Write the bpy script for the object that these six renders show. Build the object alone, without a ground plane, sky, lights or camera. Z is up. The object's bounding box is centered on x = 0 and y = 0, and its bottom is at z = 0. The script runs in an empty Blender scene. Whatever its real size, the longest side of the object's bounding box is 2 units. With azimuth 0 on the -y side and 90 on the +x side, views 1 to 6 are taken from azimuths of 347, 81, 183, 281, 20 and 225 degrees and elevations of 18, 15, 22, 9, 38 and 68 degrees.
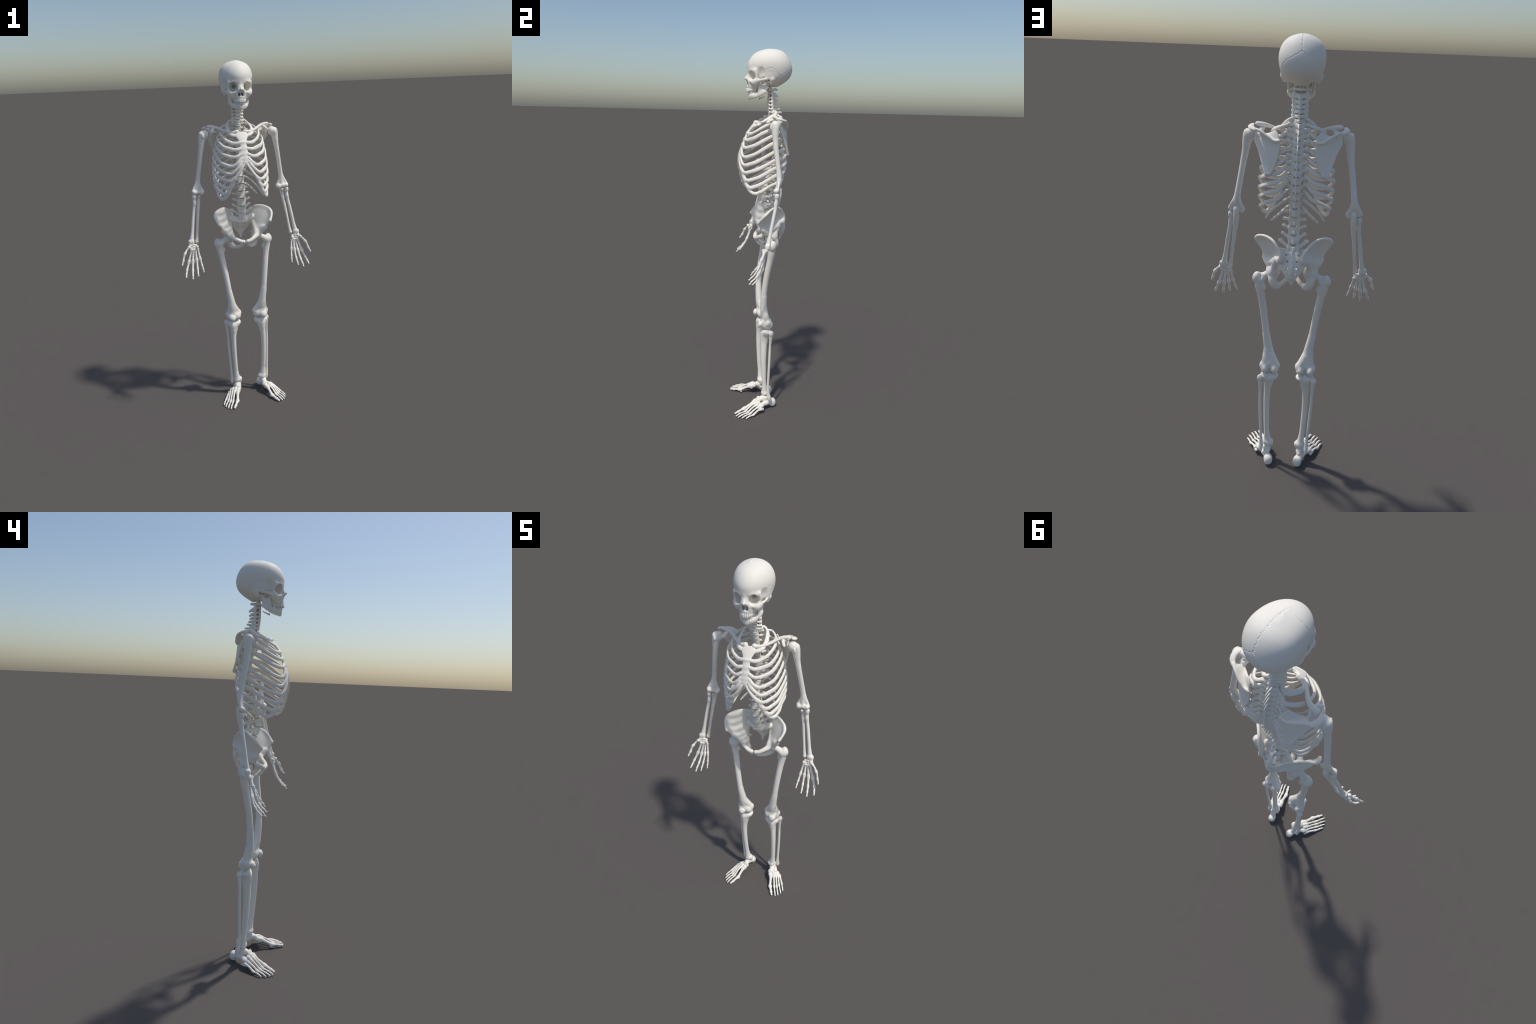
# Human skeleton, standing, arms hanging slightly away from the body.
# Every bone is a signed-distance build (cones, curves, ellipsoids, sheets
# blended smoothly, then polygonised) or a swept profile. The left half (+x) is
# described; the right half is its mirror image.
import bpy, bmesh, math
import numpy as np
from mathutils import Vector

rng = np.random.default_rng(7)
F32 = np.float32
BIG = 0.05


# ------------------------------------------------------------------ helpers
def V(*a):
    return np.array(a, dtype=float)


def unit(v):
    v = np.asarray(v, float)
    return v / np.linalg.norm(v)


def smin(a, b, k):
    if k <= 0:
        return np.minimum(a, b)
    h = np.maximum(k - np.abs(a - b), 0) / k
    return np.minimum(a, b) - h * h * (k * 0.25)


def catmull(pts, vals, n):
    """Resample control points (and per-point values) with a Catmull-Rom spline."""
    P = np.asarray(pts, float)
    W = np.asarray(vals, float).reshape(len(P), -1)
    A = np.hstack([P, W])
    A = np.vstack([2 * A[0] - A[1], A, 2 * A[-1] - A[-2]])
    seg = len(P) - 1
    out = []
    for t in np.linspace(0, seg, n):
        i = min(int(t), seg - 1)
        u = t - i
        p0, p1, p2, p3 = A[i:i + 4]
        # centripetal-like damping through finite tangents scaled by chord
        d0 = np.linalg.norm((p1 - p0)[:3]) + 1e-9
        d1 = np.linalg.norm((p2 - p1)[:3]) + 1e-9
        d2 = np.linalg.norm((p3 - p2)[:3]) + 1e-9
        m1 = d1 * ((p1 - p0) / d0 * d1 + (p2 - p1) / d1 * d0) / (d0 + d1)
        m2 = d1 * ((p2 - p1) / d1 * d2 + (p3 - p2) / d2 * d1) / (d1 + d2)
        u2, u3 = u * u, u * u * u
        out.append((2 * u3 - 3 * u2 + 1) * p1 + (u3 - 2 * u2 + u) * m1 + (-2 * u3 + 3 * u2) * p2 + (u3 - u2) * m2)
    out = np.array(out)
    return out[:, :3], out[:, 3:]


def rot(ax=0, ay=0, az=0):
    a, b, c = [math.radians(v) for v in (ax, ay, az)]
    X = np.array([[1, 0, 0], [0, math.cos(a), -math.sin(a)], [0, math.sin(a), math.cos(a)]])
    Y = np.array([[math.cos(b), 0, math.sin(b)], [0, 1, 0], [-math.sin(b), 0, math.cos(b)]])
    Z = np.array([[math.cos(c), -math.sin(c), 0], [math.sin(c), math.cos(c), 0], [0, 0, 1]])
    return Z @ Y @ X


# primitive distance functions on broadcast grids
def f_cone(a, b, ra, rb, flat=None, ratio=1.0):
    a = np.asarray(a, float); b = np.asarray(b, float)
    ab = b - a
    L2 = float(ab @ ab) + 1e-12

    def f(x, y, z):
        px, py, pz = x - F32(a[0]), y - F32(a[1]), z - F32(a[2])
        t = np.clip((px * F32(ab[0]) + py * F32(ab[1]) + pz * F32(ab[2])) / F32(L2), 0, 1)
        ox, oy, oz = px - t * F32(ab[0]), py - t * F32(ab[1]), pz - t * F32(ab[2])
        q = ox * ox + oy * oy + oz * oz
        if flat is not None:
            n = ox * F32(flat[0]) + oy * F32(flat[1]) + oz * F32(flat[2])
            q = q + F32(1.0 / ratio ** 2 - 1) * n * n
        return np.sqrt(q) - (F32(ra) + F32(rb - ra) * t)
    r = max(ra, rb)
    return f, np.minimum(a, b) - r, np.maximum(a, b) + r


def f_ell(c, r, R=None):
    c = np.asarray(c, float); r = np.asarray(r, float)

    def f(x, y, z):
        px, py, pz = x - F32(c[0]), y - F32(c[1]), z - F32(c[2])
        if R is not None:
            M = R.T.astype(F32)
            px, py, pz = (M[0, 0] * px + M[0, 1] * py + M[0, 2] * pz,
                          M[1, 0] * px + M[1, 1] * py + M[1, 2] * pz,
                          M[2, 0] * px + M[2, 1] * py + M[2, 2] * pz)
        ax, ay, az = px / F32(r[0]), py / F32(r[1]), pz / F32(r[2])
        k0 = np.sqrt(ax * ax + ay * ay + az * az)
        k1 = np.sqrt((ax / F32(r[0])) ** 2 + (ay / F32(r[1])) ** 2 + (az / F32(r[2])) ** 2) + F32(1e-6)
        return k0 * (k0 - 1) / k1
    m = max(r) if R is not None else r
    return f, c - m, c + m


def f_box(c, half, rnd, R=None):
    c = np.asarray(c, float); half = np.asarray(half, float)

    def f(x, y, z):
        px, py, pz = x - F32(c[0]), y - F32(c[1]), z - F32(c[2])
        if R is not None:
            M = R.T.astype(F32)
            px, py, pz = (M[0, 0] * px + M[0, 1] * py + M[0, 2] * pz,
                          M[1, 0] * px + M[1, 1] * py + M[1, 2] * pz,
                          M[2, 0] * px + M[2, 1] * py + M[2, 2] * pz)
        qx = np.abs(px) - F32(half[0] - rnd); qy = np.abs(py) - F32(half[1] - rnd); qz = np.abs(pz) - F32(half[2] - rnd)
        o = np.sqrt(np.maximum(qx, 0) ** 2 + np.maximum(qy, 0) ** 2 + np.maximum(qz, 0) ** 2)
        return o + np.minimum(np.maximum(qx, np.maximum(qy, qz)), 0) - F32(rnd)
    m = np.linalg.norm(half) if R is not None else half
    return f, c - m, c + m


class Field:
    """A sampled distance field that parts are blended into."""

    def __init__(s, lo, hi, h=0.0015, sym=False, reach=0.015):
        s.h, s.sym, s.reach = h, sym, reach
        s.ax = []
        for i in range(3):
            if sym and i == 0:
                s.ax.append(((np.arange(int(hi[0] / h) + 2) + 0.5) * h).astype(F32))
            else:
                s.ax.append((lo[i] + h * np.arange(int((hi[i] - lo[i]) / h) + 2)).astype(F32))
        s.d = np.full([len(a) for a in s.ax], BIG, F32)

    def sl(s, lo, hi, m):
        r = []
        for i in range(3):
            a = int(np.searchsorted(s.ax[i], lo[i] - m))
            b = int(np.searchsorted(s.ax[i], hi[i] + m))
            r.append(slice(a, b))
        return tuple(r)

    def grids(s, q):
        return s.ax[0][q[0]][:, None, None], s.ax[1][q[1]][None, :, None], s.ax[2][q[2]][None, None, :]

    def add(s, prim, k=0.0):
        f, lo, hi = prim
        q = s.sl(lo, hi, max(k, s.reach) + 3 * s.h)
        if s.d[q].size:
            s.d[q] = smin(s.d[q], f(*s.grids(q)), k)
        return s

    def cut(s, prim, k=0.0):
        f, lo, hi = prim
        q = s.sl(lo, hi, k + 3 * s.h)
        if s.d[q].size:
            s.d[q] = -smin(-s.d[q], f(*s.grids(q)), k)
        return s

    def cone(s, a, b, ra, rb=None, k=0.0, **kw):
        return s.add(f_cone(a, b, ra, ra if rb is None else rb, **kw), k)

    def ell(s, c, r, k=0.0, R=None):
        r = (r, r, r) if np.isscalar(r) else r
        return s.add(f_ell(c, r, R), k)

    def box(s, c, half, rnd=0.002, k=0.0, R=None):
        return s.add(f_box(c, half, rnd, R), k)

    def _layer(s, prims, k, m):
        lo = np.min([p[1] for p in prims], 0); hi = np.max([p[2] for p in prims], 0)
        q = s.sl(lo, hi, m)
        tmp = np.full(s.d[q].shape, BIG, F32)
        off = [q[i].start for i in range(3)]
        for f, a, b in prims:
            w = s.sl(a, b, m)
            t = tuple(slice(w[i].start - off[i], w[i].stop - off[i]) for i in range(3))
            if tmp[t].size:
                tmp[t] = np.minimum(tmp[t], f(*s.grids(w)))
        return q, tmp

    def curve(s, pts, radii, k=0.0, n=None, flat=None, ratio=1.0, cut=False):
        n = n or max(8, 6 * len(pts))
        P, R = catmull(pts, radii, n)
        R = R[:, 0]
        prims = [f_cone(P[i], P[i + 1], R[i], R[i + 1],
                        flat=(None if flat is None else unit(flat)), ratio=ratio) for i in range(n - 1)]
        q, tmp = s._layer(prims, k, max(k, 0 if cut else s.reach) + 3 * s.h)
        s.d[q] = -smin(-s.d[q], tmp, k) if cut else smin(s.d[q], tmp, k)
        return s

    def sheet(s, S, T, k=0.0):
        """S: (nu,nv,3) surface samples, T: (nu,nv) half thickness."""
        m = max(k, 0.011) + 2 * s.h
        S = S.reshape(-1, 3); T = T.reshape(-1)
        q = s.sl(S.min(0) - T.max(), S.max(0) + T.max(), m)
        tmp = np.full(s.d[q].shape, BIG, F32)
        gx, gy, gz = s.ax[0][q[0]], s.ax[1][q[1]], s.ax[2][q[2]]
        for (x, y, z), r in zip(S, T):
            w = r + m
            i0, i1 = np.searchsorted(gx, (x - w, x + w))
            j0, j1 = np.searchsorted(gy, (y - w, y + w))
            k0, k1 = np.searchsorted(gz, (z - w, z + w))
            if i1 <= i0 or j1 <= j0 or k1 <= k0:
                continue
            dd = np.sqrt(((gx[i0:i1] - F32(x)) ** 2)[:, None, None] + ((gy[j0:j1] - F32(y)) ** 2)[None, :, None]
                         + ((gz[k0:k1] - F32(z)) ** 2)[None, None, :]) - F32(r)
            sub = tmp[i0:i1, j0:j1, k0:k1]
            np.minimum(sub, dd, out=sub)
        s.d[q] = smin(s.d[q], tmp, k)
        return s

    def unfold(s):
        s.d = np.concatenate([s.d[::-1], s.d], 0)
        s.ax[0] = np.concatenate([-s.ax[0][::-1], s.ax[0]])
        s.sym = False
        return s

    def mesh(s, smooth=2):
        d, x = s.d, s.ax[0]
        if s.sym:
            d = np.concatenate([d[::-1], d], 0)
            x = np.concatenate([-x[::-1], x])
        d = np.pad(d, 1, constant_values=BIG)
        o = np.array([x[0], s.ax[1][0], s.ax[2][0]]) - s.h
        v, f = surface_nets(d, o, s.h)
        if smooth:
            v = relax(v, f, smooth)
        return v, f


def surface_nets(d, origin, h):
    ins = d < 0
    nx, ny, nz = d.shape
    cnt = np.zeros((nx - 1, ny - 1, nz - 1), np.int8)
    for a in (0, 1):
        for b in (0, 1):
            for c in (0, 1):
                cnt += ins[a:nx - 1 + a, b:ny - 1 + b, c:nz - 1 + c]
    act = (cnt > 0) & (cnt < 8)
    I, J, K = np.nonzero(act)
    n = len(I)
    idx = np.full(act.shape, -1, np.int64)
    idx[I, J, K] = np.arange(n)
    pos = np.zeros((n, 3)); w = np.zeros(n)
    corner = [(a, b, c) for a in (0, 1) for b in (0, 1) for c in (0, 1)]
    for p in corner:
        for ax in range(3):
            if p[ax]:
                continue
            r = list(p); r[ax] = 1
            d0 = d[I + p[0], J + p[1], K + p[2]]; d1 = d[I + r[0], J + r[1], K + r[2]]
            m = (d0 < 0) != (d1 < 0)
            t = np.where(m, d0 / np.where(m, d0 - d1, 1), 0)
            e = np.tile(np.array(p, float), (n, 1)); e[:, ax] = t
            pos[m] += e[m]; w[m] += 1
    v = (np.stack([I, J, K], 1) + pos / w[:, None]) * h + origin
    faces = []
    for ax in range(3):
        sl0 = [slice(None)] * 3; sl1 = [slice(None)] * 3
        sl0[ax] = slice(0, -1); sl1[ax] = slice(1, None)
        a, b = ins[tuple(sl0)], ins[tuple(sl1)]
        ch = a != b
        u, t = (ax + 1) % 3, (ax + 2) % 3
        E = np.stack(np.nonzero(ch), 1)
        E = E[(E[:, u] > 0) & (E[:, t] > 0) & (E[:, u] < d.shape[u] - 1) & (E[:, t] < d.shape[t] - 1)]
        du = np.zeros(3, int); du[u] = 1
        dt = np.zeros(3, int); dt[t] = 1
        g = lambda M: idx[M[:, 0], M[:, 1], M[:, 2]]
        Q = np.stack([g(E - du - dt), g(E - dt), g(E), g(E - du)], 1)
        sg = a[E[:, 0], E[:, 1], E[:, 2]]
        Q[~sg] = Q[~sg][:, ::-1]
        faces.append(Q)
    return v, np.concatenate(faces)


def relax(v, f, it):
    e = np.concatenate([f[:, [0, 1]], f[:, [1, 2]], f[:, [2, 3]], f[:, [3, 0]]])
    n = len(v)
    deg = np.bincount(e[:, 0], minlength=n) + np.bincount(e[:, 1], minlength=n)
    for i in range(it):
        for lam in (0.5, -0.47):
            a = np.stack([np.bincount(e[:, 0], v[e[:, 1], c], n) + np.bincount(e[:, 1], v[e[:, 0], c], n) for c in range(3)], 1)
            v = v + lam * (a / np.maximum(deg, 1)[:, None] - v)
    return v


def sweep(P, rn, rb, N, sides=14, cap=4, sq=1.0):
    """Closed tube through samples P; half-widths rn along N, rb along T x N."""
    P = np.asarray(P, float); n = len(P)
    T = np.gradient(P, axis=0); T /= np.linalg.norm(T, axis=1)[:, None]
    N = np.broadcast_to(np.asarray(N, float), P.shape).copy()
    N -= (N * T).sum(1)[:, None] * T; N /= np.linalg.norm(N, axis=1)[:, None]
    B = np.cross(T, N)
    rn = np.broadcast_to(rn, n).astype(float); rb = np.broadcast_to(rb, n).astype(float)
    rings = []
    def ring(c, Ni, Bi, a, b):
        th = np.arange(sides) * 2 * np.pi / sides
        cs, sn = np.cos(th), np.sin(th)
        cs = np.sign(cs) * np.abs(cs) ** sq; sn = np.sign(sn) * np.abs(sn) ** sq
        return c + np.outer(cs * a, Ni) + np.outer(sn * b, Bi)
    e0 = 0.8 * min(rn[0], rb[0]); e1 = 0.8 * min(rn[-1], rb[-1])
    for i in range(cap):
        a = (i + 0.35) / cap
        q = math.sqrt(1 - (1 - a) ** 2)
        rings.append(ring(P[0] - T[0] * e0 * (1 - a), N[0], B[0], rn[0] * q, rb[0] * q))
    for i in range(n):
        rings.append(ring(P[i], N[i], B[i], rn[i], rb[i]))
    for i in range(cap - 1, -1, -1):
        a = (i + 0.35) / cap
        q = math.sqrt(1 - (1 - a) ** 2)
        rings.append(ring(P[-1] + T[-1] * e1 * (1 - a), N[-1], B[-1], rn[-1] * q, rb[-1] * q))
    m = len(rings)
    v = np.concatenate(rings + [[P[0] - T[0] * e0], [P[-1] + T[-1] * e1]])
    f = []
    for i in range(m - 1):
        for j in range(sides):
            k = (j + 1) % sides
            f.append((i * sides + j, i * sides + k, (i + 1) * sides + k, (i + 1) * sides + j))
    for j in range(sides):
        k = (j + 1) % sides
        f.append((m * sides, k, j))
        f.append((m * sides + 1, (m - 1) * sides + j, (m - 1) * sides + k))
    return v, f


def join(parts):
    vs, fs, o = [], [], 0
    for v, f in parts:
        vs.append(v); fs += [tuple(int(i) + o for i in q) for q in f]; o += len(v)
    return np.concatenate(vs), fs


# ------------------------------------------------------------------ materials
def bone_material(name, base, warm, rough, scale, bump):
    m = bpy.data.materials.new(name)
    m.use_nodes = True
    nt = m.node_tree
    b = nt.nodes["Principled BSDF"]
    tc = nt.nodes.new("ShaderNodeTexCoord")
    nz = nt.nodes.new("ShaderNodeTexNoise")
    nz.inputs["Scale"].default_value = scale
    nz.inputs["Detail"].default_value = 4
    cr = nt.nodes.new("ShaderNodeValToRGB")
    cr.color_ramp.elements[0].position = 0.3
    cr.color_ramp.elements[0].color = (*warm, 1)
    cr.color_ramp.elements[1].position = 0.7
    cr.color_ramp.elements[1].color = (*base, 1)
    fine = nt.nodes.new("ShaderNodeTexNoise")
    fine.inputs["Scale"].default_value = 420
    bp = nt.nodes.new("ShaderNodeBump")
    bp.inputs["Strength"].default_value = bump
    bp.inputs["Distance"].default_value = 0.0006
    L = nt.links.new
    L(tc.outputs["Object"], nz.inputs["Vector"])
    L(tc.outputs["Object"], fine.inputs["Vector"])
    L(nz.outputs["Fac"], cr.inputs["Fac"])
    L(cr.outputs["Color"], b.inputs["Base Color"])
    L(fine.outputs["Fac"], bp.inputs["Height"])
    L(bp.outputs["Normal"], b.inputs["Normal"])
    b.inputs["Roughness"].default_value = rough
    b.inputs["Specular IOR Level"].default_value = 0.25
    return m


BONE = bone_material("bone", (0.925, 0.880, 0.790), (0.905, 0.858, 0.765), 0.6, 14, 0.06)
CARTILAGE = bone_material("cartilage", (0.925, 0.882, 0.795), (0.910, 0.862, 0.770), 0.55, 18, 0.05)
ENAMEL = bone_material("enamel", (0.935, 0.895, 0.810), (0.915, 0.870, 0.780), 0.4, 40, 0.02)


def make_mesh(name, v, f, mat):
    me = bpy.data.meshes.new(name)
    if isinstance(f, np.ndarray):
        n, c = f.shape
        me.vertices.add(len(v)); me.vertices.foreach_set("co", np.asarray(v, F32).ravel())
        me.loops.add(n * c); me.loops.foreach_set("vertex_index", f.astype(np.int32).ravel())
        me.polygons.add(n)
        me.polygons.foreach_set("loop_start", (np.arange(n) * c).astype(np.int32))
        me.update(calc_edges=True)
        me.validate()
    else:
        me.from_pydata([tuple(p) for p in v], [], [tuple(q) for q in f])
    me.polygons.foreach_set("use_smooth", np.ones(len(me.polygons), bool))
    me.materials.append(mat)
    me.update()
    return me


ROOT = bpy.data.objects.new("human_skeleton", None)
bpy.context.collection.objects.link(ROOT)
ROOT["label"] = "standing off-white human skeleton with arms hanging down"
ROOT["category"] = "human skeleton"


def group(name, loc):
    e = bpy.data.objects.new(name, None)
    e.location = loc
    e.empty_display_size = 0.05
    e.parent = ROOT
    bpy.context.collection.objects.link(e)
    return e


def put(name, v, f, parent, mat=None):
    """Mesh object in world coordinates under a group empty."""
    ob = bpy.data.objects.new(name, make_mesh(name, v, f, mat or BONE))
    ob.parent = parent
    ob.location = -Vector(parent.location)
    bpy.context.collection.objects.link(ob)
    return ob


def flip(v, f):
    v = np.array(v) * [-1, 1, 1]
    if isinstance(f, np.ndarray):
        return v, f[:, ::-1].copy()
    return v, [tuple(q[::-1]) for q in f]


def pair(name, vf, left, right, mat=None):
    put(name, *vf, left, mat)
    put(name, *flip(*vf), right, mat)


G = {n: group(n, l) for n, l in dict(skull=(0, 0.03, 1.82), spine=(0, 0.04, 1.14), rib_cage=(0, 0, 1.45),
                                     pelvis=(0, 0.05, 1.03)).items()}
def sided(name, loc):
    return group(name, loc), group(name, (-loc[0], loc[1], loc[2]))
ARM = sided("arm", (0.19, 0.04, 1.625))
HAND = sided("hand", (0.30, -0.01, 1.03))
LEG = sided("leg", (0.087, 0.039, 1.03))
FOOT = sided("foot", (0.085, 0.035, 0.08))

# ------------------------------------------------------------------ spine data
# centre line of the vertebral bodies: z -> y
SPZ = [1.00, 1.139, 1.178, 1.2186, 1.2603, 1.30, 1.339, 1.376, 1.41, 1.45, 1.495, 1.55, 1.60, 1.64, 1.67, 1.69, 1.73, 1.80]
SPY = [0.13, 0.047, 0.033, 0.019, 0.019, 0.026, 0.037, 0.050, 0.063, 0.073, 0.0765, 0.071, 0.060, 0.050, 0.042, 0.037, 0.033, 0.035]


def spine_y(z):
    i = np.interp
    return float((i(z - 0.012, SPZ, SPY) + i(z, SPZ, SPY) + i(z + 0.012, SPZ, SPY)) / 3)


# vertebra tops, from the sacrum up
TOPS = dict(L5=1.1775, L4=1.2187, L3=1.2600, L2=1.3000, L1=1.3390)
z = 1.3390
for i in range(12):                                   # T12 ... T1
    z += 0.0366 - 0.00152 * i
    TOPS["T%d" % (12 - i)] = z
SC = 1.6785 / z if False else 1.0
LEVELS = ["L5", "L4", "L3", "L2", "L1"] + ["T%d" % i for i in range(12, 0, -1)]
ZB = {}
prev = 1.1385
for n in LEVELS:
    ZB[n] = (prev, TOPS[n]); prev = TOPS[n]
for n, zt in (("C7", 1.6950), ("C6", 1.7125), ("C5", 1.7310), ("C4", 1.7490), ("C3", 1.7675), ("C2", 1.7930)):
    ZB[n] = (prev, zt); prev = zt


def vertebra(n):
    z0, z1 = ZB[n]
    zc = (z0 + z1) / 2
    yc = spine_y(zc)
    ang = math.atan2(spine_y(z1) - spine_y(z0), z1 - z0)      # lean of the body axis
    h = (z1 - z0)
    kind, num = n[0], int(n[1:])
    R = rot(-math.degrees(ang) * 0.9)
    if kind == "L":
        w, d, gap = 0.0235 - 0.0003 * num * 0, 0.0180, 0.0045
        tp = {1: (0.0377, 0.0594, 1.3155), 2: (0.0452, 0.0572, 1.2848), 3: (0.0460, 0.0520, 1.2530),
              4: (0.0485, 0.0567, 1.2207), 5: (0.0578, 0.0626, 1.1899)}[num]
        sp = (0, yc + 0.063 - 0.003 * (num == 5), zc - 0.008)
        spr, spf, tpr = 0.0085, 0.42, 0.0045 + 0.0012 * (num == 5)
    elif kind == "T":
        w = 0.0160 + 0.0004 * abs(num - 4) + (0.0006 * (num - 8) if num > 8 else 0)
        d, gap = 0.0125 + 0.0004 * num, 0.003
        tpx = 0.0385 - 0.0008 * max(0, num - 7) - (0.006 if num > 10 else 0) - (0.005 if num > 11 else 0)
        tp = (tpx, yc + 0.033 - (0.002 * max(0, num - 9)), z1 - 0.004)
        slope = {1: 0.008, 2: 0.012, 3: 0.018, 4: 0.024, 5: 0.028, 6: 0.030, 7: 0.030, 8: 0.030, 9: 0.026, 10: 0.022, 11: 0.016, 12: 0.012}[num]
        sp = (0, yc + 0.064 - 0.0012 * abs(num - 1) - (0.003 if 4 <= num <= 9 else 0), zc - slope)
        spr, spf, tpr = 0.0062, 0.45, 0.0062
    else:
        w, d, gap = 0.0150 + 0.0005 * (num - 2), 0.0078, 0.002
        tp = (0.0295 + 0.0012 * (num == 7), yc + 0.010 + 0.006 * (num == 7), zc + 0.001)
        sp = {7: (0, 0.1005, 1.6895), 6: (0, 0.0900, 1.7075), 5: (0, 0.0825, 1.720), 4: (0, 0.0775, 1.734),
              3: (0, 0.0800, 1.7485), 2: (0, 0.0815, 1.768)}[num]
        spr, spf, tpr = 0.0046, 0.75, 0.0040
    hb = (h - gap) / 2
    lo = (0, yc - d - 0.02, min(z0, sp[2]) - 0.025); hi = (max(tp[0], w) + 0.014, sp[1] + 0.02, z1 + 0.026)
    Fd = Field(lo, hi, 0.0014 if kind != "C" else 0.0011, sym=True)

    # body: waisted elliptic drum with raised rims
    Rt = R.T.astype(F32)
    def body(x, y, zz):
        py, pz = y - F32(yc), zz - F32(zc)
        a = Rt[1, 1] * py + Rt[1, 2] * pz
        b = Rt[2, 1] * py + Rt[2, 2] * pz
        t = np.clip(np.abs(b) / F32(hb), 0, 1.2)
        g = 1 - 0.13 * (1 - t ** 3)
        back = np.where(a > 0, 0.85, 1.0)
        q = (np.sqrt((x / (F32(w) * g)) ** 2 + (a / (F32(d) * g * back)) ** 2) - 1) * F32(d)
        e = np.abs(b) - F32(hb - 0.0015)
        return np.minimum(np.maximum(q + 0.0015, e), 0) + np.sqrt(np.maximum(q + 0.0015, 0) ** 2 + np.maximum(e, 0) ** 2) - F32(0.0015)
    Fd.add((body, V(-w, yc - d - .008, zc - hb - .012), V(w, yc + d + .008, zc + hb + .012)))
    k = 0.006 if kind != "C" else 0.004
    cy = yc + d + {"L": 0.0095, "T": 0.0080, "C": 0.0090}[kind]          # canal centre
    ped = V(0.62 * w, yc + d * 0.7, zc + hb * 0.35)
    art = V({"L": 0.0175, "T": 0.0160, "C": 0.0215}[kind], yc + d + {"L": 0.0165, "T": 0.0125, "C": 0.0075}[kind], zc + hb * 0.1)
    root = V(0, yc + d + {"L": 0.027, "T": 0.0225, "C": 0.0245}[kind], zc - hb * 0.20)
    pr = {"L": 0.0072, "T": 0.0062, "C": 0.0050}[kind]
    Fd.cone(ped, art, pr, pr, k)
    # laminae: tall plates closing the back of the canal
    for t, e in ((0.55, 0.0), (-0.15, 0.0015), (-0.85, 0.003)):
        if kind == "C":
            t *= 0.8
        Fd.cone(art + V(0, e, hb * t * 0.8), root + V(0, e, hb * t * 0.9), pr * 0.80, pr * 0.78, k)
    Fd.curve([root + V(0, -0.002, 0), (root + V(*sp)) / 2 + V(0, 0, 0.002), sp], [spr * 1.25, spr * 1.1, spr * 0.95], k, flat=(1, 0, 0), ratio=spf)
    if kind == "C" and num < 7:
        Fd.cone(V(0, (root[1] + sp[1]) / 2, (root[2] + sp[2]) / 2), V(0.0045, sp[1], sp[2] - 0.001), 0.0042, 0.0038, k)
    if kind == "L":
        Fd.cone(art + V(-0.001, -0.004, 0), tp, tpr * 1.55, tpr * 1.15, k, flat=(0, 1, 0.3), ratio=0.75)
        Fd.ell(V(*tp) + V(-0.004, 0, 0), (tpr * 1.8, tpr * 0.9, tpr * 1.35), k)
    else:
        Fd.cone(art + V(-0.002, -0.003, 0), tp, tpr * 1.15, tpr * (1.1 if kind == "T" else 1.05), k)
        if kind == "T" and num < 11:
            Fd.ell(V(*tp) + V(-0.001, 0.0015, 0), (0.0065, 0.0068, 0.0082), k)
    # articular processes above and below
    up = 0.58 if kind != "C" else 0.45
    Fd.cone(art, art + V(0.001, 0.0, h * up), pr, pr * 0.75, k, flat=(0, 1, 0.2) if kind != "L" else (1, 0, 0), ratio=0.8)
    Fd.cone(art, art + V(-0.003, 0.006 if kind != "C" else 0.004, -h * up), pr, pr * 0.8, k, flat=(0, 1, 0.2) if kind != "L" else (1, 0, 0), ratio=0.8)
    if kind == "C":
        Fd.cone(V(w * 0.85, yc - 0.002, zc + hb * 0.4), tp, 0.0042, 0.0045, 0.003)
        Fd.cone(V(w * 0.85, yc, zc + hb * 0.2), V(w * 0.95, yc, zc + hb + 0.002), 0.003, 0.002, 0.003)
        Fd.cone(art + V(0.003, 0, -h * 0.35), art + V(0.003, -0.001, h * 0.35), 0.0070, 0.0070, 0.003)
    if num == 2 and kind == "C":                       # dens
        Fd.cone(V(0, yc, zc), V(0, yc - 0.001, zc + hb + 0.016), 0.0065, 0.0050, 0.004)
    cr = {"L": (0.0100, 0.0075), "T": (0.0080, 0.0068), "C": (0.0110, 0.0080)}[kind]
    Fd.cut(f_ell(V(0, cy, zc), (cr[0], cr[1], h * 1.6)), 0.002)
    return Fd.mesh(2)


NAME = dict(C="cervical_vertebra", T="thoracic_vertebra", L="lumbar_vertebra")
for n in ZB:
    put(NAME[n[0]], *vertebra(n), G["spine"])

# atlas: a ring with side masses
Fd = Field((0, 0.0, 1.775), (0.055, 0.10, 1.835), 0.0012, sym=True)
Fd.curve([(0.0, 0.0265, 1.798), (0.013, 0.028, 1.800), (0.022, 0.038, 1.802), (0.023, 0.052, 1.802), (0.014, 0.068, 1.8025), (0.0, 0.0755, 1.8030)],
         [0.0045, 0.0042, 0.006, 0.0045, 0.0045, 0.0052], 0.003, 36)
Fd.ell((0.0205, 0.039, 1.803), (0.0085, 0.011, 0.0095), 0.004)
Fd.cone((0.024, 0.041, 1.802), (0.039, 0.046, 1.8015), 0.0062, 0.0048, 0.004)
put("cervical_vertebra", *Fd.mesh(2), G["spine"])

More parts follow.
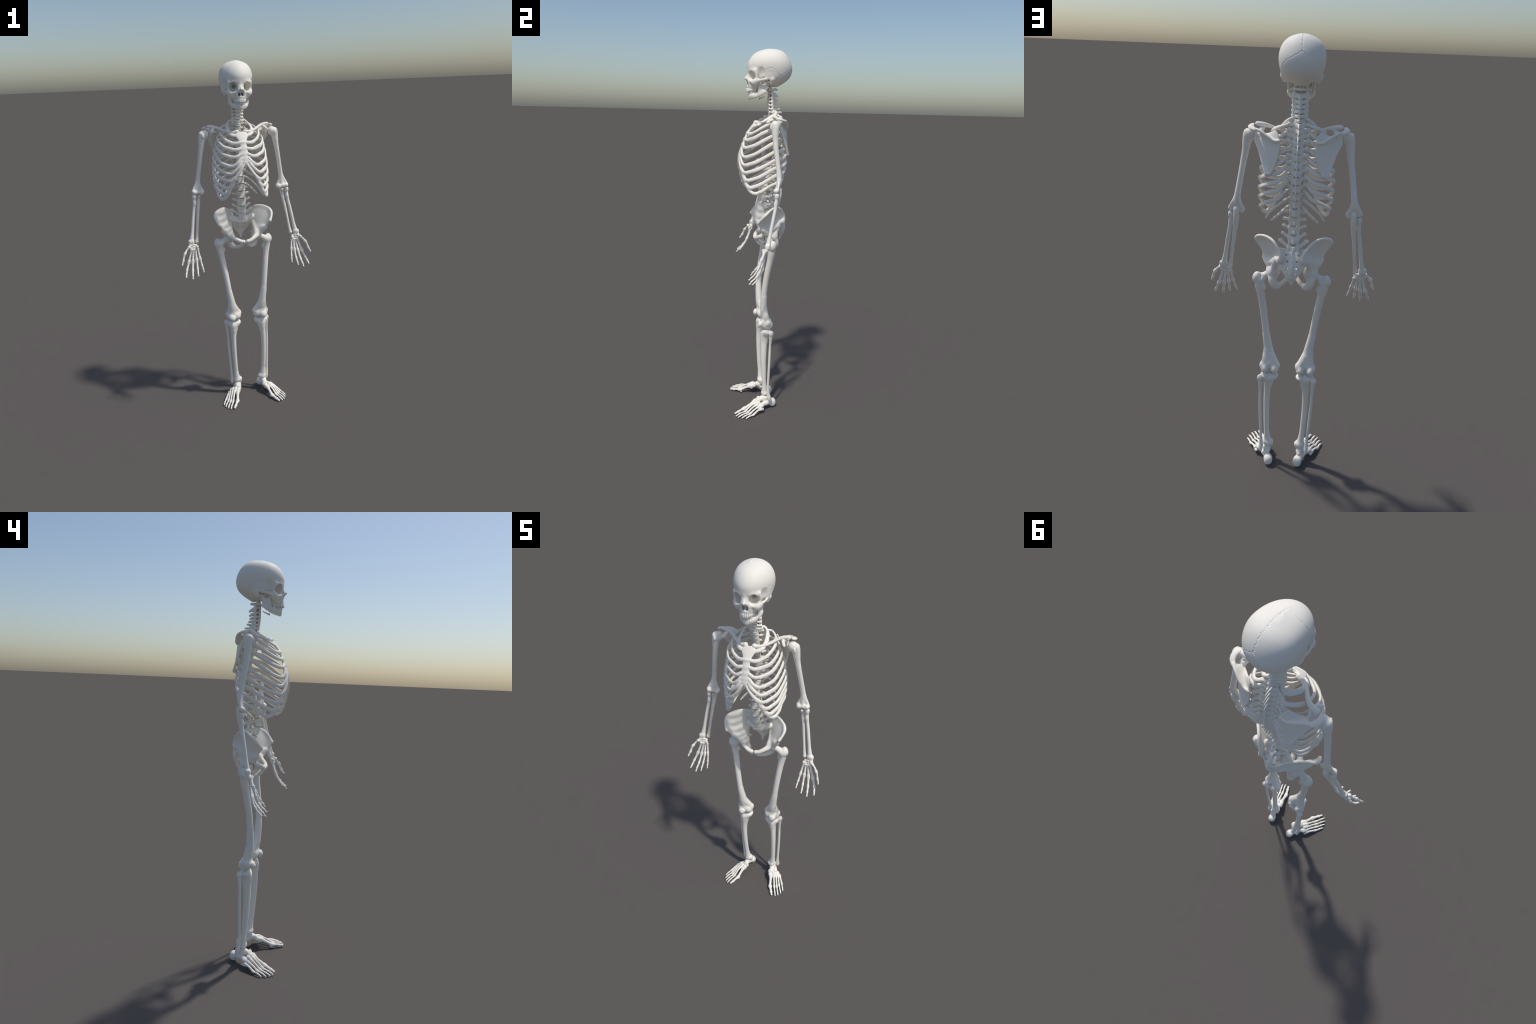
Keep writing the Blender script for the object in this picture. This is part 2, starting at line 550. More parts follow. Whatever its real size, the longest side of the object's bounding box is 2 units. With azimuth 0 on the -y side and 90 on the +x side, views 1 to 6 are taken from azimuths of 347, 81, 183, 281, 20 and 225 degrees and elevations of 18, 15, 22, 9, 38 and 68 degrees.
# ------------------------------------------------------------------ sacrum and coccyx
Fd = Field((0, 0.02, 0.99), (0.085, 0.16, 1.20), 0.0014, sym=True)
SC = [(0, 0.060, 1.126), (0, 0.083, 1.104), (0, 0.104, 1.080), (0, 0.117, 1.058), (0, 0.1185, 1.040)]
SE = [(0.061, 0.068, 1.140), (0.0575, 0.088, 1.112), (0.0450, 0.104, 1.087), (0.0310, 0.114, 1.063), (0.0120, 0.1185, 1.042)]
a, wa = catmull(SC, [0.0150, 0.0145, 0.0130, 0.0095, 0.0070], 70)
b, wb = catmull(SE, [0.0135, 0.0125, 0.0095, 0.0070, 0.0060], 70)
t = np.linspace(0, 1, 44)[None, :, None]
S = a[:, None] * (1 - t) + b[:, None] * t
Fd.sheet(S, (wa[:, None] * (1 - t) + wb[:, None] * t)[..., 0], 0.006)
Fd.box((0, 0.0500, 1.1275), (0.0245, 0.0180, 0.0105), 0.005, 0.008, rot(24))
Fd.curve([(0.012, 0.054, 1.126), (0.040, 0.058, 1.134), (0.057, 0.066, 1.140)], [0.0120, 0.0125, 0.0120], 0.016, 16)
# median and side crests
Fd.curve([(0, 0.094, 1.140), (0, 0.117, 1.115), (0, 0.1285, 1.092), (0, 0.1310, 1.070), (0, 0.1260, 1.046)], [0.0110, 0.0110, 0.0105, 0.0090, 0.007], 0.016, 28)
Fd.curve([(0.0215, 0.094, 1.140), (0.0220, 0.110, 1.116), (0.0205, 0.120, 1.092), (0.0160, 0.1235, 1.068), (0.0105, 0.122, 1.046)], [0.0090, 0.0085, 0.0080, 0.0070, 0.005], 0.016, 26)
Fd.curve([(0.0400, 0.094, 1.128), (0.0370, 0.110, 1.104), (0.0310, 0.117, 1.082)], [0.0070, 0.0060, 0.0050], 0.008, 14)
for y0, z0 in ((0.1235, 1.116), (0.1335, 1.094), (0.1355, 1.072), (0.1290, 1.050)):
    Fd.ell((0, y0, z0), (0.0045, 0.0055, 0.0075), 0.006)
for x0, y0, z0, r0 in ((0.0245, 0.084, 1.133, 0.0040), (0.0195, 0.105, 1.112, 0.0046), (0.0185, 0.116, 1.084, 0.0044), (0.0150, 0.122, 1.062, 0.0026)):
    Fd.cut(f_cone(V(x0, y0 - 0.040, z0 - 0.018), V(x0 + 0.001, y0 + 0.040, z0 + 0.014), r0 * 0.8, r0), 0.002)
Fd.cone((0.0210, 0.088, 1.136), (0.0215, 0.082, 1.160), 0.0070, 0.0055, 0.006)
for q, w, r in (((0, 0.1190, 1.0300), 0.0160, 0.0066), ((0, 0.1165, 1.0195), 0.0085, 0.0058), ((0, 0.1130, 1.0110), 0.0060, 0.0050), ((0, 0.1100, 1.0060), 0.0040, 0.0042)):
    Fd.add(f_ell(V(*q), (w, r, r * 1.05)), 0.004)
put("sacrum", *Fd.mesh(2), G["pelvis"])


# ------------------------------------------------------------------ hip bone
def grid_between(A, B, nu, nv, bulge):
    a, _ = catmull(A, np.zeros(len(A)), nu)
    b, _ = catmull(B, np.zeros(len(B)), nu)
    t = np.linspace(0, 1, nv)[None, :, None]
    S = a[:, None] * (1 - t) + b[:, None] * t
    du = np.gradient(S, axis=0); dv = np.gradient(S, axis=1)
    n = np.cross(du, dv); n /= np.linalg.norm(n, axis=2)[..., None] + 1e-9
    u = np.linspace(0, 1, nu)[:, None]
    return S + n * (bulge(u, t[..., 0]))[..., None]


CREST = [(0.1465, -0.0315, 1.128), (0.158, -0.018, 1.147), (0.164, 0.004, 1.171), (0.157, 0.022, 1.187), (0.136, 0.043, 1.198), (0.107, 0.069, 1.200),
         (0.081, 0.094, 1.191), (0.061, 0.112, 1.171), (0.0475, 0.1225, 1.148), (0.0475, 0.1225, 1.130), (0.055, 0.116, 1.112)]
IROOT = [(0.123, -0.004, 1.087), (0.114, 0.006, 1.076), (0.103, 0.013, 1.066), (0.092, 0.019, 1.062), (0.084, 0.030, 1.068), (0.079, 0.044, 1.078),
         (0.075, 0.058, 1.089), (0.072, 0.071, 1.100), (0.068, 0.083, 1.109), (0.063, 0.094, 1.114), (0.058, 0.105, 1.115)]
Fd = Field((-0.001, -0.055, 0.935), (0.190, 0.150, 1.225), 0.0016)
S = grid_between(CREST, IROOT, 150, 110, lambda u, v: 0.006 * np.sin(np.pi * v) * np.sin(np.pi * u) + 0.0 * u)
u = np.linspace(0, 1, 150)[:, None]; v = np.linspace(0, 1, 110)[None]
T = 0.0034 + 0.0030 * np.exp(-(v / 0.10) ** 2) + 0.0062 * np.clip((v - 0.45) / 0.55, 0, 1) ** 2 + 0.0045 * np.clip((u - 0.72) / 0.28, 0, 1) \
    + 0.0022 * np.exp(-((u - 0.22) / 0.08) ** 2) * np.exp(-(v / 0.16) ** 2) + 0.0022 * np.exp(-(u / 0.06) ** 2)
Fd.sheet(S, T, 0.008)
HC = V(0.0866, 0.0387, 1.0316)                       # hip joint centre
# body around the socket, arcuate bar to the sacrum joint
Fd.ell(HC + V(-0.003, 0.002, 0.003), 0.0335, 0.014)
Fd.curve([(0.064, 0.086, 1.120), (0.069, 0.064, 1.100), (0.073, 0.040, 1.077), (0.074, 0.020, 1.058)], [0.0085, 0.0085, 0.0095, 0.011], 0.018, 20)
Fd.curve([(0.052, 0.117, 1.122), (0.058, 0.104, 1.115), (0.066, 0.088, 1.106)], [0.0095, 0.0105, 0.011], 0.010, 12)
Fd.cone((0.121, 0.000, 1.084), (0.104, 0.014, 1.062), 0.0085, 0.0135, 0.016)
Fd.curve([(0.112, 0.010, 1.078), (0.108, 0.026, 1.075), (0.100, 0.042, 1.078), (0.090, 0.060, 1.086), (0.080, 0.078, 1.098)], [0.0100, 0.0125, 0.0130, 0.0115, 0.0095], 0.020, 26)
# pubis
Fd.curve([(0.082, 0.018, 1.045), (0.064, -0.003, 1.036), (0.045, -0.017, 1.027), (0.027, -0.0235, 1.0185), (0.0125, -0.0250, 1.0155)],
         [0.0170, 0.0132, 0.0115, 0.0110, 0.0092], 0.014, 26)
Fd.curve([(0.0125, -0.0245, 1.016), (0.0135, -0.0175, 1.003), (0.020, -0.006, 0.990)], [0.0095, 0.0102, 0.0085], 0.008, 14)
# ischium and its ramus
Fd.curve([(0.020, -0.006, 0.990), (0.035, 0.014, 0.976), (0.051, 0.036, 0.971), (0.064, 0.055, 0.975)], [0.0098, 0.0094, 0.0106, 0.0145], 0.010, 20)
Fd.curve([(0.083, 0.064, 1.030), (0.083, 0.074, 1.008), (0.078, 0.074, 0.991), (0.069, 0.064, 0.977), (0.061, 0.054, 0.971)], [0.0205, 0.0175, 0.0175, 0.0155, 0.0120], 0.012, 24)
Fd.cone((0.080, 0.070, 1.045), (0.0545, 0.0820, 1.0445), 0.015, 0.0040, 0.012)
Fd.curve([(0.084, 0.060, 1.045), (0.077, 0.074, 1.066), (0.072, 0.088, 1.090)], [0.018, 0.0145, 0.0110], 0.014, 14)
# socket, notch and opening
Fd.cut(f_ell(HC, (0.0278, 0.0278, 0.0278)), 0.003)
CN = unit(V(0.74, -0.40, -0.54))
def cap(x, y, zz):
    return F32(0.0105) - ((x - F32(HC[0])) * F32(CN[0]) + (y - F32(HC[1])) * F32(CN[1]) + (zz - F32(HC[2])) * F32(CN[2])) \
        + np.maximum(np.sqrt((x - F32(HC[0])) ** 2 + (y - F32(HC[1])) ** 2 + (zz - F32(HC[2])) ** 2) - F32(0.037), 0) * 3
Fd.cut((cap, HC - 0.04, HC + 0.04), 0.003)
Fd.cut(f_cone(HC + V(-0.005, -0.012, -0.022), HC + V(0.010, -0.020, -0.040), 0.010, 0.012), 0.003)
HIP = Fd.mesh(2)
pair("hip_bone", HIP, G["pelvis"], G["pelvis"])

# ------------------------------------------------------------------ leg bones
Fd = Field((0.02, -0.03, 0.49), (0.19, 0.095, 1.065), 0.0017)
Fd.ell(HC, 0.0247)
Fd.curve([HC + V(0.004, 0, -0.003), (0.112, 0.0405, 1.017), (0.138, 0.0435, 1.000)], [0.0185, 0.0155, 0.0200], 0.006, 14)
Fd.curve([(0.144, 0.042, 0.998), (0.141, 0.044, 0.965), (0.1345, 0.0395, 0.925), (0.1240, 0.027, 0.850), (0.1140, 0.017, 0.770), (0.1050, 0.0125, 0.690),
          (0.0985, 0.0140, 0.630), (0.0930, 0.019, 0.590), (0.087, 0.028, 0.560)],
         [0.0205, 0.0200, 0.0175, 0.0162, 0.0158, 0.0162, 0.0172, 0.0205, 0.0230], 0.014, 60)
Fd.curve([(0.1050, 0.0140, 0.700), (0.0930, 0.0150, 0.650), (0.0820, 0.0190, 0.605), (0.0640, 0.0330, 0.565)], [0.0110, 0.0140, 0.0150, 0.0150], 0.014, 24)
Fd.ell((0.1575, 0.0450, 1.004), (0.0150, 0.0180, 0.0230), 0.012, rot(0, -8, 0))
Fd.ell((0.151, 0.050, 1.018), (0.010, 0.012, 0.0120), 0.010)
Fd.cut(f_ell(V(0.138, 0.063, 1.014), (0.008, 0.012, 0.014)), 0.008)
Fd.ell((0.1205, 0.0490, 0.9575), (0.0095, 0.0095, 0.0130), 0.012)
Fd.curve([(0.149, 0.056, 1.010), (0.137, 0.053, 0.985), (0.122, 0.048, 0.962)], [0.006, 0.005, 0.006], 0.014, 12)
# flare into the condyles
Fd.cone((0.0800, 0.0240, 0.600), (0.0540, 0.0370, 0.5530), 0.0130, 0.0145, 0.014)
Fd.cone((0.0990, 0.0180, 0.620), (0.1140, 0.0370, 0.5480), 0.0130, 0.0145, 0.014)
Fd.ell((0.0600, 0.0360, 0.5365), (0.0195, 0.0310, 0.0252), 0.010)
Fd.ell((0.1075, 0.0360, 0.5355), (0.0190, 0.0315, 0.0250), 0.010)
Fd.ell((0.0870, 0.0160, 0.5430), (0.034, 0.0180, 0.025), 0.014)
Fd.ell((0.0475, 0.037, 0.5530), (0.0090, 0.013, 0.013), 0.012)
Fd.ell((0.1220, 0.037, 0.5490), (0.0080, 0.012, 0.012), 0.012)
Fd.cut(f_cone(V(0.0840, 0.095, 0.514), V(0.0840, 0.040, 0.510), 0.0125, 0.0085), 0.005)
Fd.cut(f_cone(V(0.0920, -0.014, 0.565), V(0.0920, -0.010, 0.505), 0.010, 0.010), 0.010)
pair("femur", Fd.mesh(2), *LEG)

Fd = Field((0.07, -0.03, 0.505), (0.125, 0.02, 0.565), 0.0013)
Fd.ell((0.0963, -0.0050, 0.5375), (0.0205, 0.0105, 0.0175), 0)
Fd.cone((0.0963, -0.0075, 0.532), (0.0963, -0.0050, 0.5185), 0.0095, 0.0045, 0.010)
pair("patella", Fd.mesh(2), *LEG)

Fd = Field((0.03, -0.015, 0.06), (0.14, 0.075, 0.52), 0.0016)
Fd.ell((0.0635, 0.0355, 0.4935), (0.0210, 0.0265, 0.0125), 0.006)
Fd.ell((0.1070, 0.0360, 0.4935), (0.0205, 0.0260, 0.0125), 0.006)
Fd.ell((0.0855, 0.0310, 0.4830), (0.0370, 0.0240, 0.0170), 0.014)
Fd.cone((0.085, 0.042, 0.500), (0.085, 0.042, 0.5085), 0.0050, 0.0030, 0.005)
Fd.curve([(0.086, 0.029, 0.478), (0.0880, 0.0265, 0.452), (0.0915, 0.0245, 0.420), (0.0945, 0.0225, 0.335), (0.0925, 0.0250, 0.240), (0.0885, 0.0290, 0.160),
          (0.0840, 0.0320, 0.115), (0.0800, 0.0340, 0.097)],
         [0.0270, 0.0225, 0.0175, 0.0138, 0.0128, 0.0132, 0.0168, 0.0190], 0.014, 56)
Fd.ell((0.0920, 0.0120, 0.465), (0.0105, 0.0085, 0.0180), 0.016)
Fd.curve([(0.092, 0.012, 0.445), (0.0940, 0.0110, 0.380), (0.0930, 0.0150, 0.290), (0.090, 0.0230, 0.180)], [0.0055, 0.0050, 0.0045, 0.003], 0.016, 24)
Fd.ell((0.0800, 0.0340, 0.0975), (0.0230, 0.0195, 0.0150), 0.012)
Fd.cone((0.0655, 0.0340, 0.0960), (0.0625, 0.0335, 0.0800), 0.0105, 0.0075, 0.010)
Fd.cut(f_ell(V(0.0850, 0.0350, 0.0700), (0.0190, 0.0300, 0.0140)), 0.004)
Fd.cut(f_ell(V(0.1155, 0.0500, 0.098), (0.0110, 0.0120, 0.040)), 0.006)
pair("tibia", Fd.mesh(2), *LEG)

Fd = Field((0.09, 0.02, 0.045), (0.15, 0.08, 0.515), 0.0014)
Fd.curve([(0.1272, 0.0560, 0.494), (0.1262, 0.0545, 0.470), (0.1245, 0.0520, 0.430), (0.1230, 0.0500, 0.340), (0.1190, 0.0475, 0.220), (0.1150, 0.0470, 0.140),
          (0.1130, 0.0510, 0.100), (0.1130, 0.0560, 0.078), (0.1130, 0.0590, 0.064)],
         [0.0108, 0.0098, 0.0074, 0.0072, 0.0070, 0.0072, 0.0098, 0.0106, 0.0078], 0.0, 60)
Fd.ell((0.1275, 0.0555, 0.488), (0.0125, 0.0120, 0.0125), 0.008)
pair("fibula", Fd.mesh(2), *LEG)


# ------------------------------------------------------------------ small bones
def shaft_bone(p0, p1, rb, rs, rh, up=(0, 0, 1), sag=0.0, flat=0.85, waist=0.5, n=22, knuckle=True):
    """Metacarpal / metatarsal / phalanx: flared base, slim shaft, knobbed head."""
    p0, p1 = V(*p0), V(*p1)
    t = np.linspace(0, 1, n)
    up = unit(np.asarray(up, float))
    P = p0 + (p1 - p0) * t[:, None] + up * (sag * np.sin(np.pi * t))[:, None]
    prof = rs + (rb - rs) * np.clip(1 - t / (0.75 * waist), 0, 1) ** 1.6 + (rh - rs) * np.clip((t - waist) / (1 - waist), 0, 1) ** 1.8
    if knuckle:
        prof *= 1 - 0.16 * np.exp(-((t - 0.78) / 0.07) ** 2)
    return sweep(P, prof * flat, prof, up, 14, 4)


def pebble(c, r, R=None, seed=0, sub=3, lump=0.10):
    bm = bmesh.new()
    bmesh.ops.create_icosphere(bm, subdivisions=sub, radius=1.0)
    g = np.random.default_rng(seed)
    ph = g.uniform(0, 6.28, (4, 3)); am = g.uniform(-1, 1, 4); fr = g.uniform(1.4, 2.8, (4, 3))
    vs = []
    for vtx in bm.verts:
        p = np.array(vtx.co)
        q = np.sign(p) * np.abs(p) ** 0.78
        q = q / np.max([1, np.linalg.norm(q) / 1.12])
        w = 1 + lump * sum(a * np.sin(f @ p + h.sum()) for a, f, h in zip(am, fr, ph)) * 0.5
        q = q * w * np.asarray(r)
        vs.append((R @ q if R is not None else q) + np.asarray(c))
    fs = [tuple(x.index for x in f.verts) for f in bm.faces]
    bm.free()
    return np.array(vs), fs


# --- foot -------------------------------------------------------------------
FR = rot(0, 0, 21)                                    # foot turned outwards (local -y is forwards)
Fd = Field((0.04, -0.01, 0.0), (0.14, 0.115, 0.09), 0.0013)
Fd.ell((0.0720, 0.0835, 0.0245), (0.0192, 0.0180, 0.0240), 0.0, rot(0, 0, 21))
Fd.box((0.0735, 0.079, 0.0255), (0.0165, 0.0165, 0.0205), 0.012, 0.008, rot(0, 0, 21))
Fd.cone((0.0740, 0.074, 0.033), (0.0900, 0.044, 0.040), 0.0165, 0.0165, 0.014)
Fd.cone((0.0920, 0.042, 0.036), (0.1110, 0.0190, 0.0370), 0.0155, 0.0130, 0.012)
Fd.ell((0.0760, 0.035, 0.050), (0.0125, 0.0120, 0.0065), 0.010)
Fd.cut(f_ell(V(0.0880, 0.075, 0.0680), (0.018, 0.018, 0.012)), 0.008)
pair("heel_bone", Fd.mesh(2), *FOOT)
Fd = Field((0.05, -0.015, 0.03), (0.12, 0.075, 0.10), 0.0013)
Fd.ell((0.0835, 0.0385, 0.0690), (0.0190, 0.0240, 0.0150), 0.0, rot(0, 0, 18))
Fd.cone((0.0850, 0.025, 0.0660), (0.0875, 0.0120, 0.0630), 0.0145, 0.0150, 0.010)
Fd.ell((0.0790, 0.0610, 0.0580), (0.0110, 0.0090, 0.0080), 0.008)
Fd.ell((0.0850, 0.036, 0.0560), (0.0175, 0.0210, 0.0100), 0.008)
pair("ankle_bone", Fd.mesh(2), *FOOT)
for i, (c, r, R) in enumerate([((0.0875, -0.0045, 0.0570), (0.0205, 0.0098, 0.0165), rot(0, 18, 14)),
                               ((0.0895, -0.0220, 0.0480), (0.0125, 0.0125, 0.0170), rot(0, -8, 20)),
                               ((0.1070, -0.0165, 0.0560), (0.0090, 0.0105, 0.0115), rot(0, 14, 21)),
                               ((0.1190, -0.0085, 0.0500), (0.0092, 0.0130, 0.0115), rot(0, 22, 24)),
                               ((0.1250, 0.0065, 0.0370), (0.0150, 0.0175, 0.0140), rot(0, 28, 26))]):
    pair("tarsal_bone", pebble(c, r, R, 10 + i, 4, 0.10), *FOOT)
MT = [((0.0965, -0.0330, 0.0450), (0.1105, -0.0895, 0.0165), 0.0142, 0.0078, 0.0122),
      ((0.1140, -0.0275, 0.0510), (0.1375, -0.0860, 0.0150), 0.0096, 0.0050, 0.0072),
      ((0.1265, -0.0195, 0.0455), (0.1510, -0.0755, 0.0125), 0.0094, 0.0048, 0.0070),
      ((0.1370, -0.0090, 0.0370), (0.1625, -0.0620, 0.0118), 0.0090, 0.0048, 0.0068),
      ((0.1440, 0.0025, 0.0270), (0.1735, -0.0430, 0.0110), 0.0098, 0.0055, 0.0072)]
TIP = [(0.1405, -0.1455, 0.0058), (0.1635, -0.1435, 0.0036), (0.1780, -0.1315, 0.0034), (0.1895, -0.1120, 0.0034), (0.1960, -0.0885, 0.0034)]
for i, (a, b, rb, rs, rh) in enumerate(MT):
    vf = shaft_bone(a, b, rb, rs, rh, (0, 0, 1), 0.0045 if i else 0.001, 1.0)
    if i == 4:                                         # styloid of the fifth
        vf = join([vf, shaft_bone((0.1375, 0.0175, 0.0205), (0.1490, -0.006, 0.0250), 0.0070, 0.0082, 0.0085, knuckle=False)])
    if i == 0:                                         # sesamoid bumps under the ball
        vf = join([vf, pebble((0.1050, -0.0850, 0.0075), (0.0050, 0.0068, 0.0055), None, 3, 2), pebble((0.1170, -0.0830, 0.0075), (0.0050, 0.0068, 0.0055), None, 4, 2)])
    pair("metatarsal", vf, *FOOT)
    a, b = V(*b), V(*TIP[i])
    d = b - a
    a = a + d * 0.13
    if i == 0:
        js = [0, 0.60, 1.0]; rr = [0.0112, 0.0072, 0.0088, 0.0098, 0.0060, 0.0066]
    else:
        js = [0, 0.50, 0.76, 1.0]; rr = [0.0066, 0.0040, 0.0053, 0.0052, 0.0042, 0.0048, 0.0048, 0.0036, 0.0040]
    for j in range(len(js) - 1):
        p0 = a + (b - a) * js[j]; p1 = a + (b - a) * (js[j + 1] - 0.025)
        lift = lambda t: V(0, 0, 0.0035 * math.sin(math.pi * t) if i else 0.001)
        if j:
            p0 = p0 + (b - a) * 0.02
        pair("toe_bone", shaft_bone(p0 + lift(js[j]), p1 + lift(js[j + 1]), *rr[3 * j:3 * j + 3], sag=0.0012), *FOOT)

# --- hand -------------------------------------------------------------------
FING = {1: [(0.3270, -0.0255, 1.0150), (0.3565, -0.0435, 0.9825), (0.3680, -0.0575, 0.9477), (0.3764, -0.0715, 0.9275)],
        2: [(0.3132, -0.0200, 1.0000), (0.3366, -0.0335, 0.9275), (0.3518, -0.0550, 0.8905), (0.3580, -0.0730, 0.8710), (0.3611, -0.0885, 0.8602)],
        3: [(0.3020, -0.0165, 0.9985), (0.3128, -0.0325, 0.9283), (0.3192, -0.0605, 0.8866), (0.3232, -0.0845, 0.8660), (0.3251, -0.0985, 0.8500)],
        4: [(0.2915, -0.0170, 0.9990), (0.2900, -0.0370, 0.9358), (0.2914, -0.0630, 0.8950), (0.2931, -0.0840, 0.8745), (0.2930, -0.0975, 0.8626)],
        5: [(0.2785, -0.0180, 0.9995), (0.2698, -0.0390, 0.9440), (0.2643, -0.0590, 0.9095), (0.2609, -0.0735, 0.8920), (0.2598, -0.0825, 0.8778)]}
FW = {1: 1.36, 2: 1.28, 3: 1.28, 4: 1.17, 5: 1.08}
PALM = unit(V(0.15, -1.0, -0.35))
for i, J in FING.items():
    s = FW[i]
    J = [V(*p) for p in J]
    up = -PALM if i > 1 else unit(V(0.7, 0.6, 0.3))
    pair("metacarpal", shaft_bone(J[0], J[1] - unit(J[1] - J[0]) * 0.0045, 0.0078 * s, 0.0044 * s, 0.0073 * s, up, 0.0025), *HAND)
    rr = [(0.0070, 0.0043, 0.0055), (0.0056, 0.0038, 0.0045), (0.0045, 0.0030, 0.0034)]
    if i == 1:
        rr = [(0.0068, 0.0044, 0.0056), (0.0056, 0.0036, 0.0036)]
    for j in range(1, len(J) - 1):
        a, b = J[j], J[j + 1]
        u = unit(b - a)
        r = [q * s for q in rr[j - 1]]
        last = j == len(J) - 2
        upj = unit(np.cross(np.cross(u, up), u)) if i > 1 else up
        pair("finger_bone", shaft_bone(a + u * 0.0022, b - u * (0.0012 if last else 0.0030), *r, upj, 0.0012, 0.8, waist=0.5 if not last else 0.62), *HAND)
CARP = [((0.3175, -0.0140, 1.0220), (0.0102, 0.0084, 0.0084)), ((0.3020, -0.0090, 1.0230), (0.0096, 0.0102, 0.0078)),
        ((0.2880, -0.0085, 1.0180), (0.0090, 0.0090, 0.0072)), ((0.2795, -0.0215, 1.0135), (0.0066, 0.0072, 0.0082)),
        ((0.3240, -0.0220, 1.0130), (0.0084, 0.0090, 0.0084)), ((0.3130, -0.0140, 1.0075), (0.0074, 0.0094, 0.0070)),
        ((0.3015, -0.0120, 1.0080), (0.0074, 0.0102, 0.0102)), ((0.2880, -0.0125, 1.0060), (0.0086, 0.0102, 0.0082))]
for i, (c, r) in enumerate(CARP):
    pair("carpal_bone", pebble(c, r, rot(10 * (i % 3) - 10, 12 * (i % 2), 15 * (i % 4)), 30 + i, 3, 0.16), *HAND)

# ------------------------------------------------------------------ arm bones
Fd = Field((0.15, -0.005, 1.28), (0.295, 0.085, 1.665), 0.0015)
Fd.ell((0.1890, 0.0395, 1.6260), (0.0235, 0.0230, 0.0235), 0)
Fd.curve([(0.204, 0.0375, 1.615), (0.2075, 0.0375, 1.590), (0.2115, 0.0385, 1.560), (0.2185, 0.0405, 1.520), (0.2265, 0.0460, 1.470), (0.2345, 0.0520, 1.420),
          (0.2405, 0.0560, 1.380), (0.2440, 0.0560, 1.350), (0.2450, 0.0500, 1.325)],
         [0.0200, 0.0178, 0.0148, 0.0130, 0.0124, 0.0121, 0.0128, 0.0135, 0.0125], 0.012, 50)
Fd.ell((0.2085, 0.0365, 1.6290), (0.0115, 0.0175, 0.0140), 0.006)
Fd.ell((0.2030, 0.0175, 1.6180), (0.0070, 0.0075, 0.0130), 0.006)
Fd.cut(f_cone(V(0.2105, 0.0120, 1.640), V(0.2130, 0.0180, 1.585), 0.0035, 0.0030), 0.005)
Fd.curve([(0.245, 0.0545, 1.365), (0.262, 0.0500, 1.338), (0.2735, 0.0445, 1.316)], [0.0090, 0.0085, 0.0078], 0.010, 14, flat=(0, 1, 0), ratio=0.75)
Fd.curve([(0.241, 0.0550, 1.360), (0.228, 0.0540, 1.333), (0.2160, 0.0525, 1.313)], [0.0090, 0.0085, 0.0075], 0.010, 14, flat=(0, 1, 0), ratio=0.75)
Fd.curve([(0.2260, 0.0440, 1.3070), (0.2330, 0.0430, 1.3085), (0.2420, 0.0420, 1.3110), (0.2500, 0.0410, 1.3110), (0.2570, 0.0390, 1.3105), (0.2670, 0.0390, 1.3120)], [0.0135, 0.0118, 0.0098, 0.0115, 0.0100, 0.0125], 0.008, 30)
Fd.cut(f_ell(V(0.2430, 0.0670, 1.3270), (0.0095, 0.0085, 0.0090)), 0.005)
Fd.cut(f_ell(V(0.2430, 0.0300, 1.3270), (0.0095, 0.0055, 0.0080)), 0.005)
pair("humerus", Fd.mesh(2), *ARM)

Fd = Field((0.225, -0.03, 1.015), (0.345, 0.08, 1.32), 0.0013)
Fd.cone((0.2697, 0.0425, 1.2905), (0.2700, 0.0420, 1.2850), 0.0122, 0.0115, 0)
Fd.cut(f_ell(V(0.2695, 0.0425, 1.3080), (0.0125, 0.0125, 0.0085)), 0.002)
Fd.curve([(0.2700, 0.0420, 1.284), (0.2715, 0.0400, 1.262), (0.2750, 0.0355, 1.230), (0.2835, 0.0260, 1.185), (0.2910, 0.0165, 1.140), (0.2990, 0.0070, 1.090),
          (0.3055, -0.0005, 1.055), (0.3085, -0.0045, 1.040)],
         [0.0090, 0.0080, 0.0082, 0.0084, 0.0086, 0.0092, 0.0118, 0.0130], 0.005, 46)
Fd.ell((0.2690, 0.0350, 1.250), (0.0055, 0.0055, 0.0100), 0.012)
Fd.box((0.3105, -0.0055, 1.0400), (0.0158, 0.0108, 0.0110), 0.006, 0.010, rot(0, 0, -12))
Fd.cone((0.3190, -0.0075, 1.0400), (0.3225, -0.0095, 1.0300), 0.0062, 0.0040, 0.005)
Fd.cut(f_ell(V(0.3095, -0.0085, 1.0220), (0.0140, 0.0085, 0.0090)), 0.003)
pair("radius", Fd.mesh(2), *ARM)

Fd = Field((0.215, -0.025, 1.015), (0.305, 0.09, 1.345), 0.0013)
Fd.curve([(0.2445, 0.0580, 1.315), (0.2445, 0.0600, 1.300), (0.2460, 0.0560, 1.275), (0.2490, 0.0485, 1.245), (0.2555, 0.0380, 1.200), (0.2620, 0.0265, 1.150),
          (0.2690, 0.0145, 1.095), (0.2745, 0.0050, 1.055), (0.2775, 0.0010, 1.040)],
         [0.0112, 0.0118, 0.0118, 0.0104, 0.0084, 0.0076, 0.0070, 0.0078, 0.0092], 0.0, 50)
Fd.ell((0.2440, 0.0610, 1.313), (0.0100, 0.0085, 0.0130), 0.006)
Fd.cone((0.2450, 0.0500, 1.285), (0.2440, 0.0340, 1.2895), 0.0100, 0.0065, 0.007)
Fd.cut(f_cone(V(0.2200, 0.0430, 1.3060), V(0.2720, 0.0410, 1.3080), 0.0128, 0.0115), 0.002)
Fd.ell((0.2778, 0.0005, 1.0370), (0.0095, 0.0095, 0.0080), 0.004)
Fd.cone((0.2740, 0.0055, 1.0370), (0.2730, 0.0060, 1.0270), 0.0040, 0.0028, 0.004)
pair("ulna", Fd.mesh(2), *ARM)

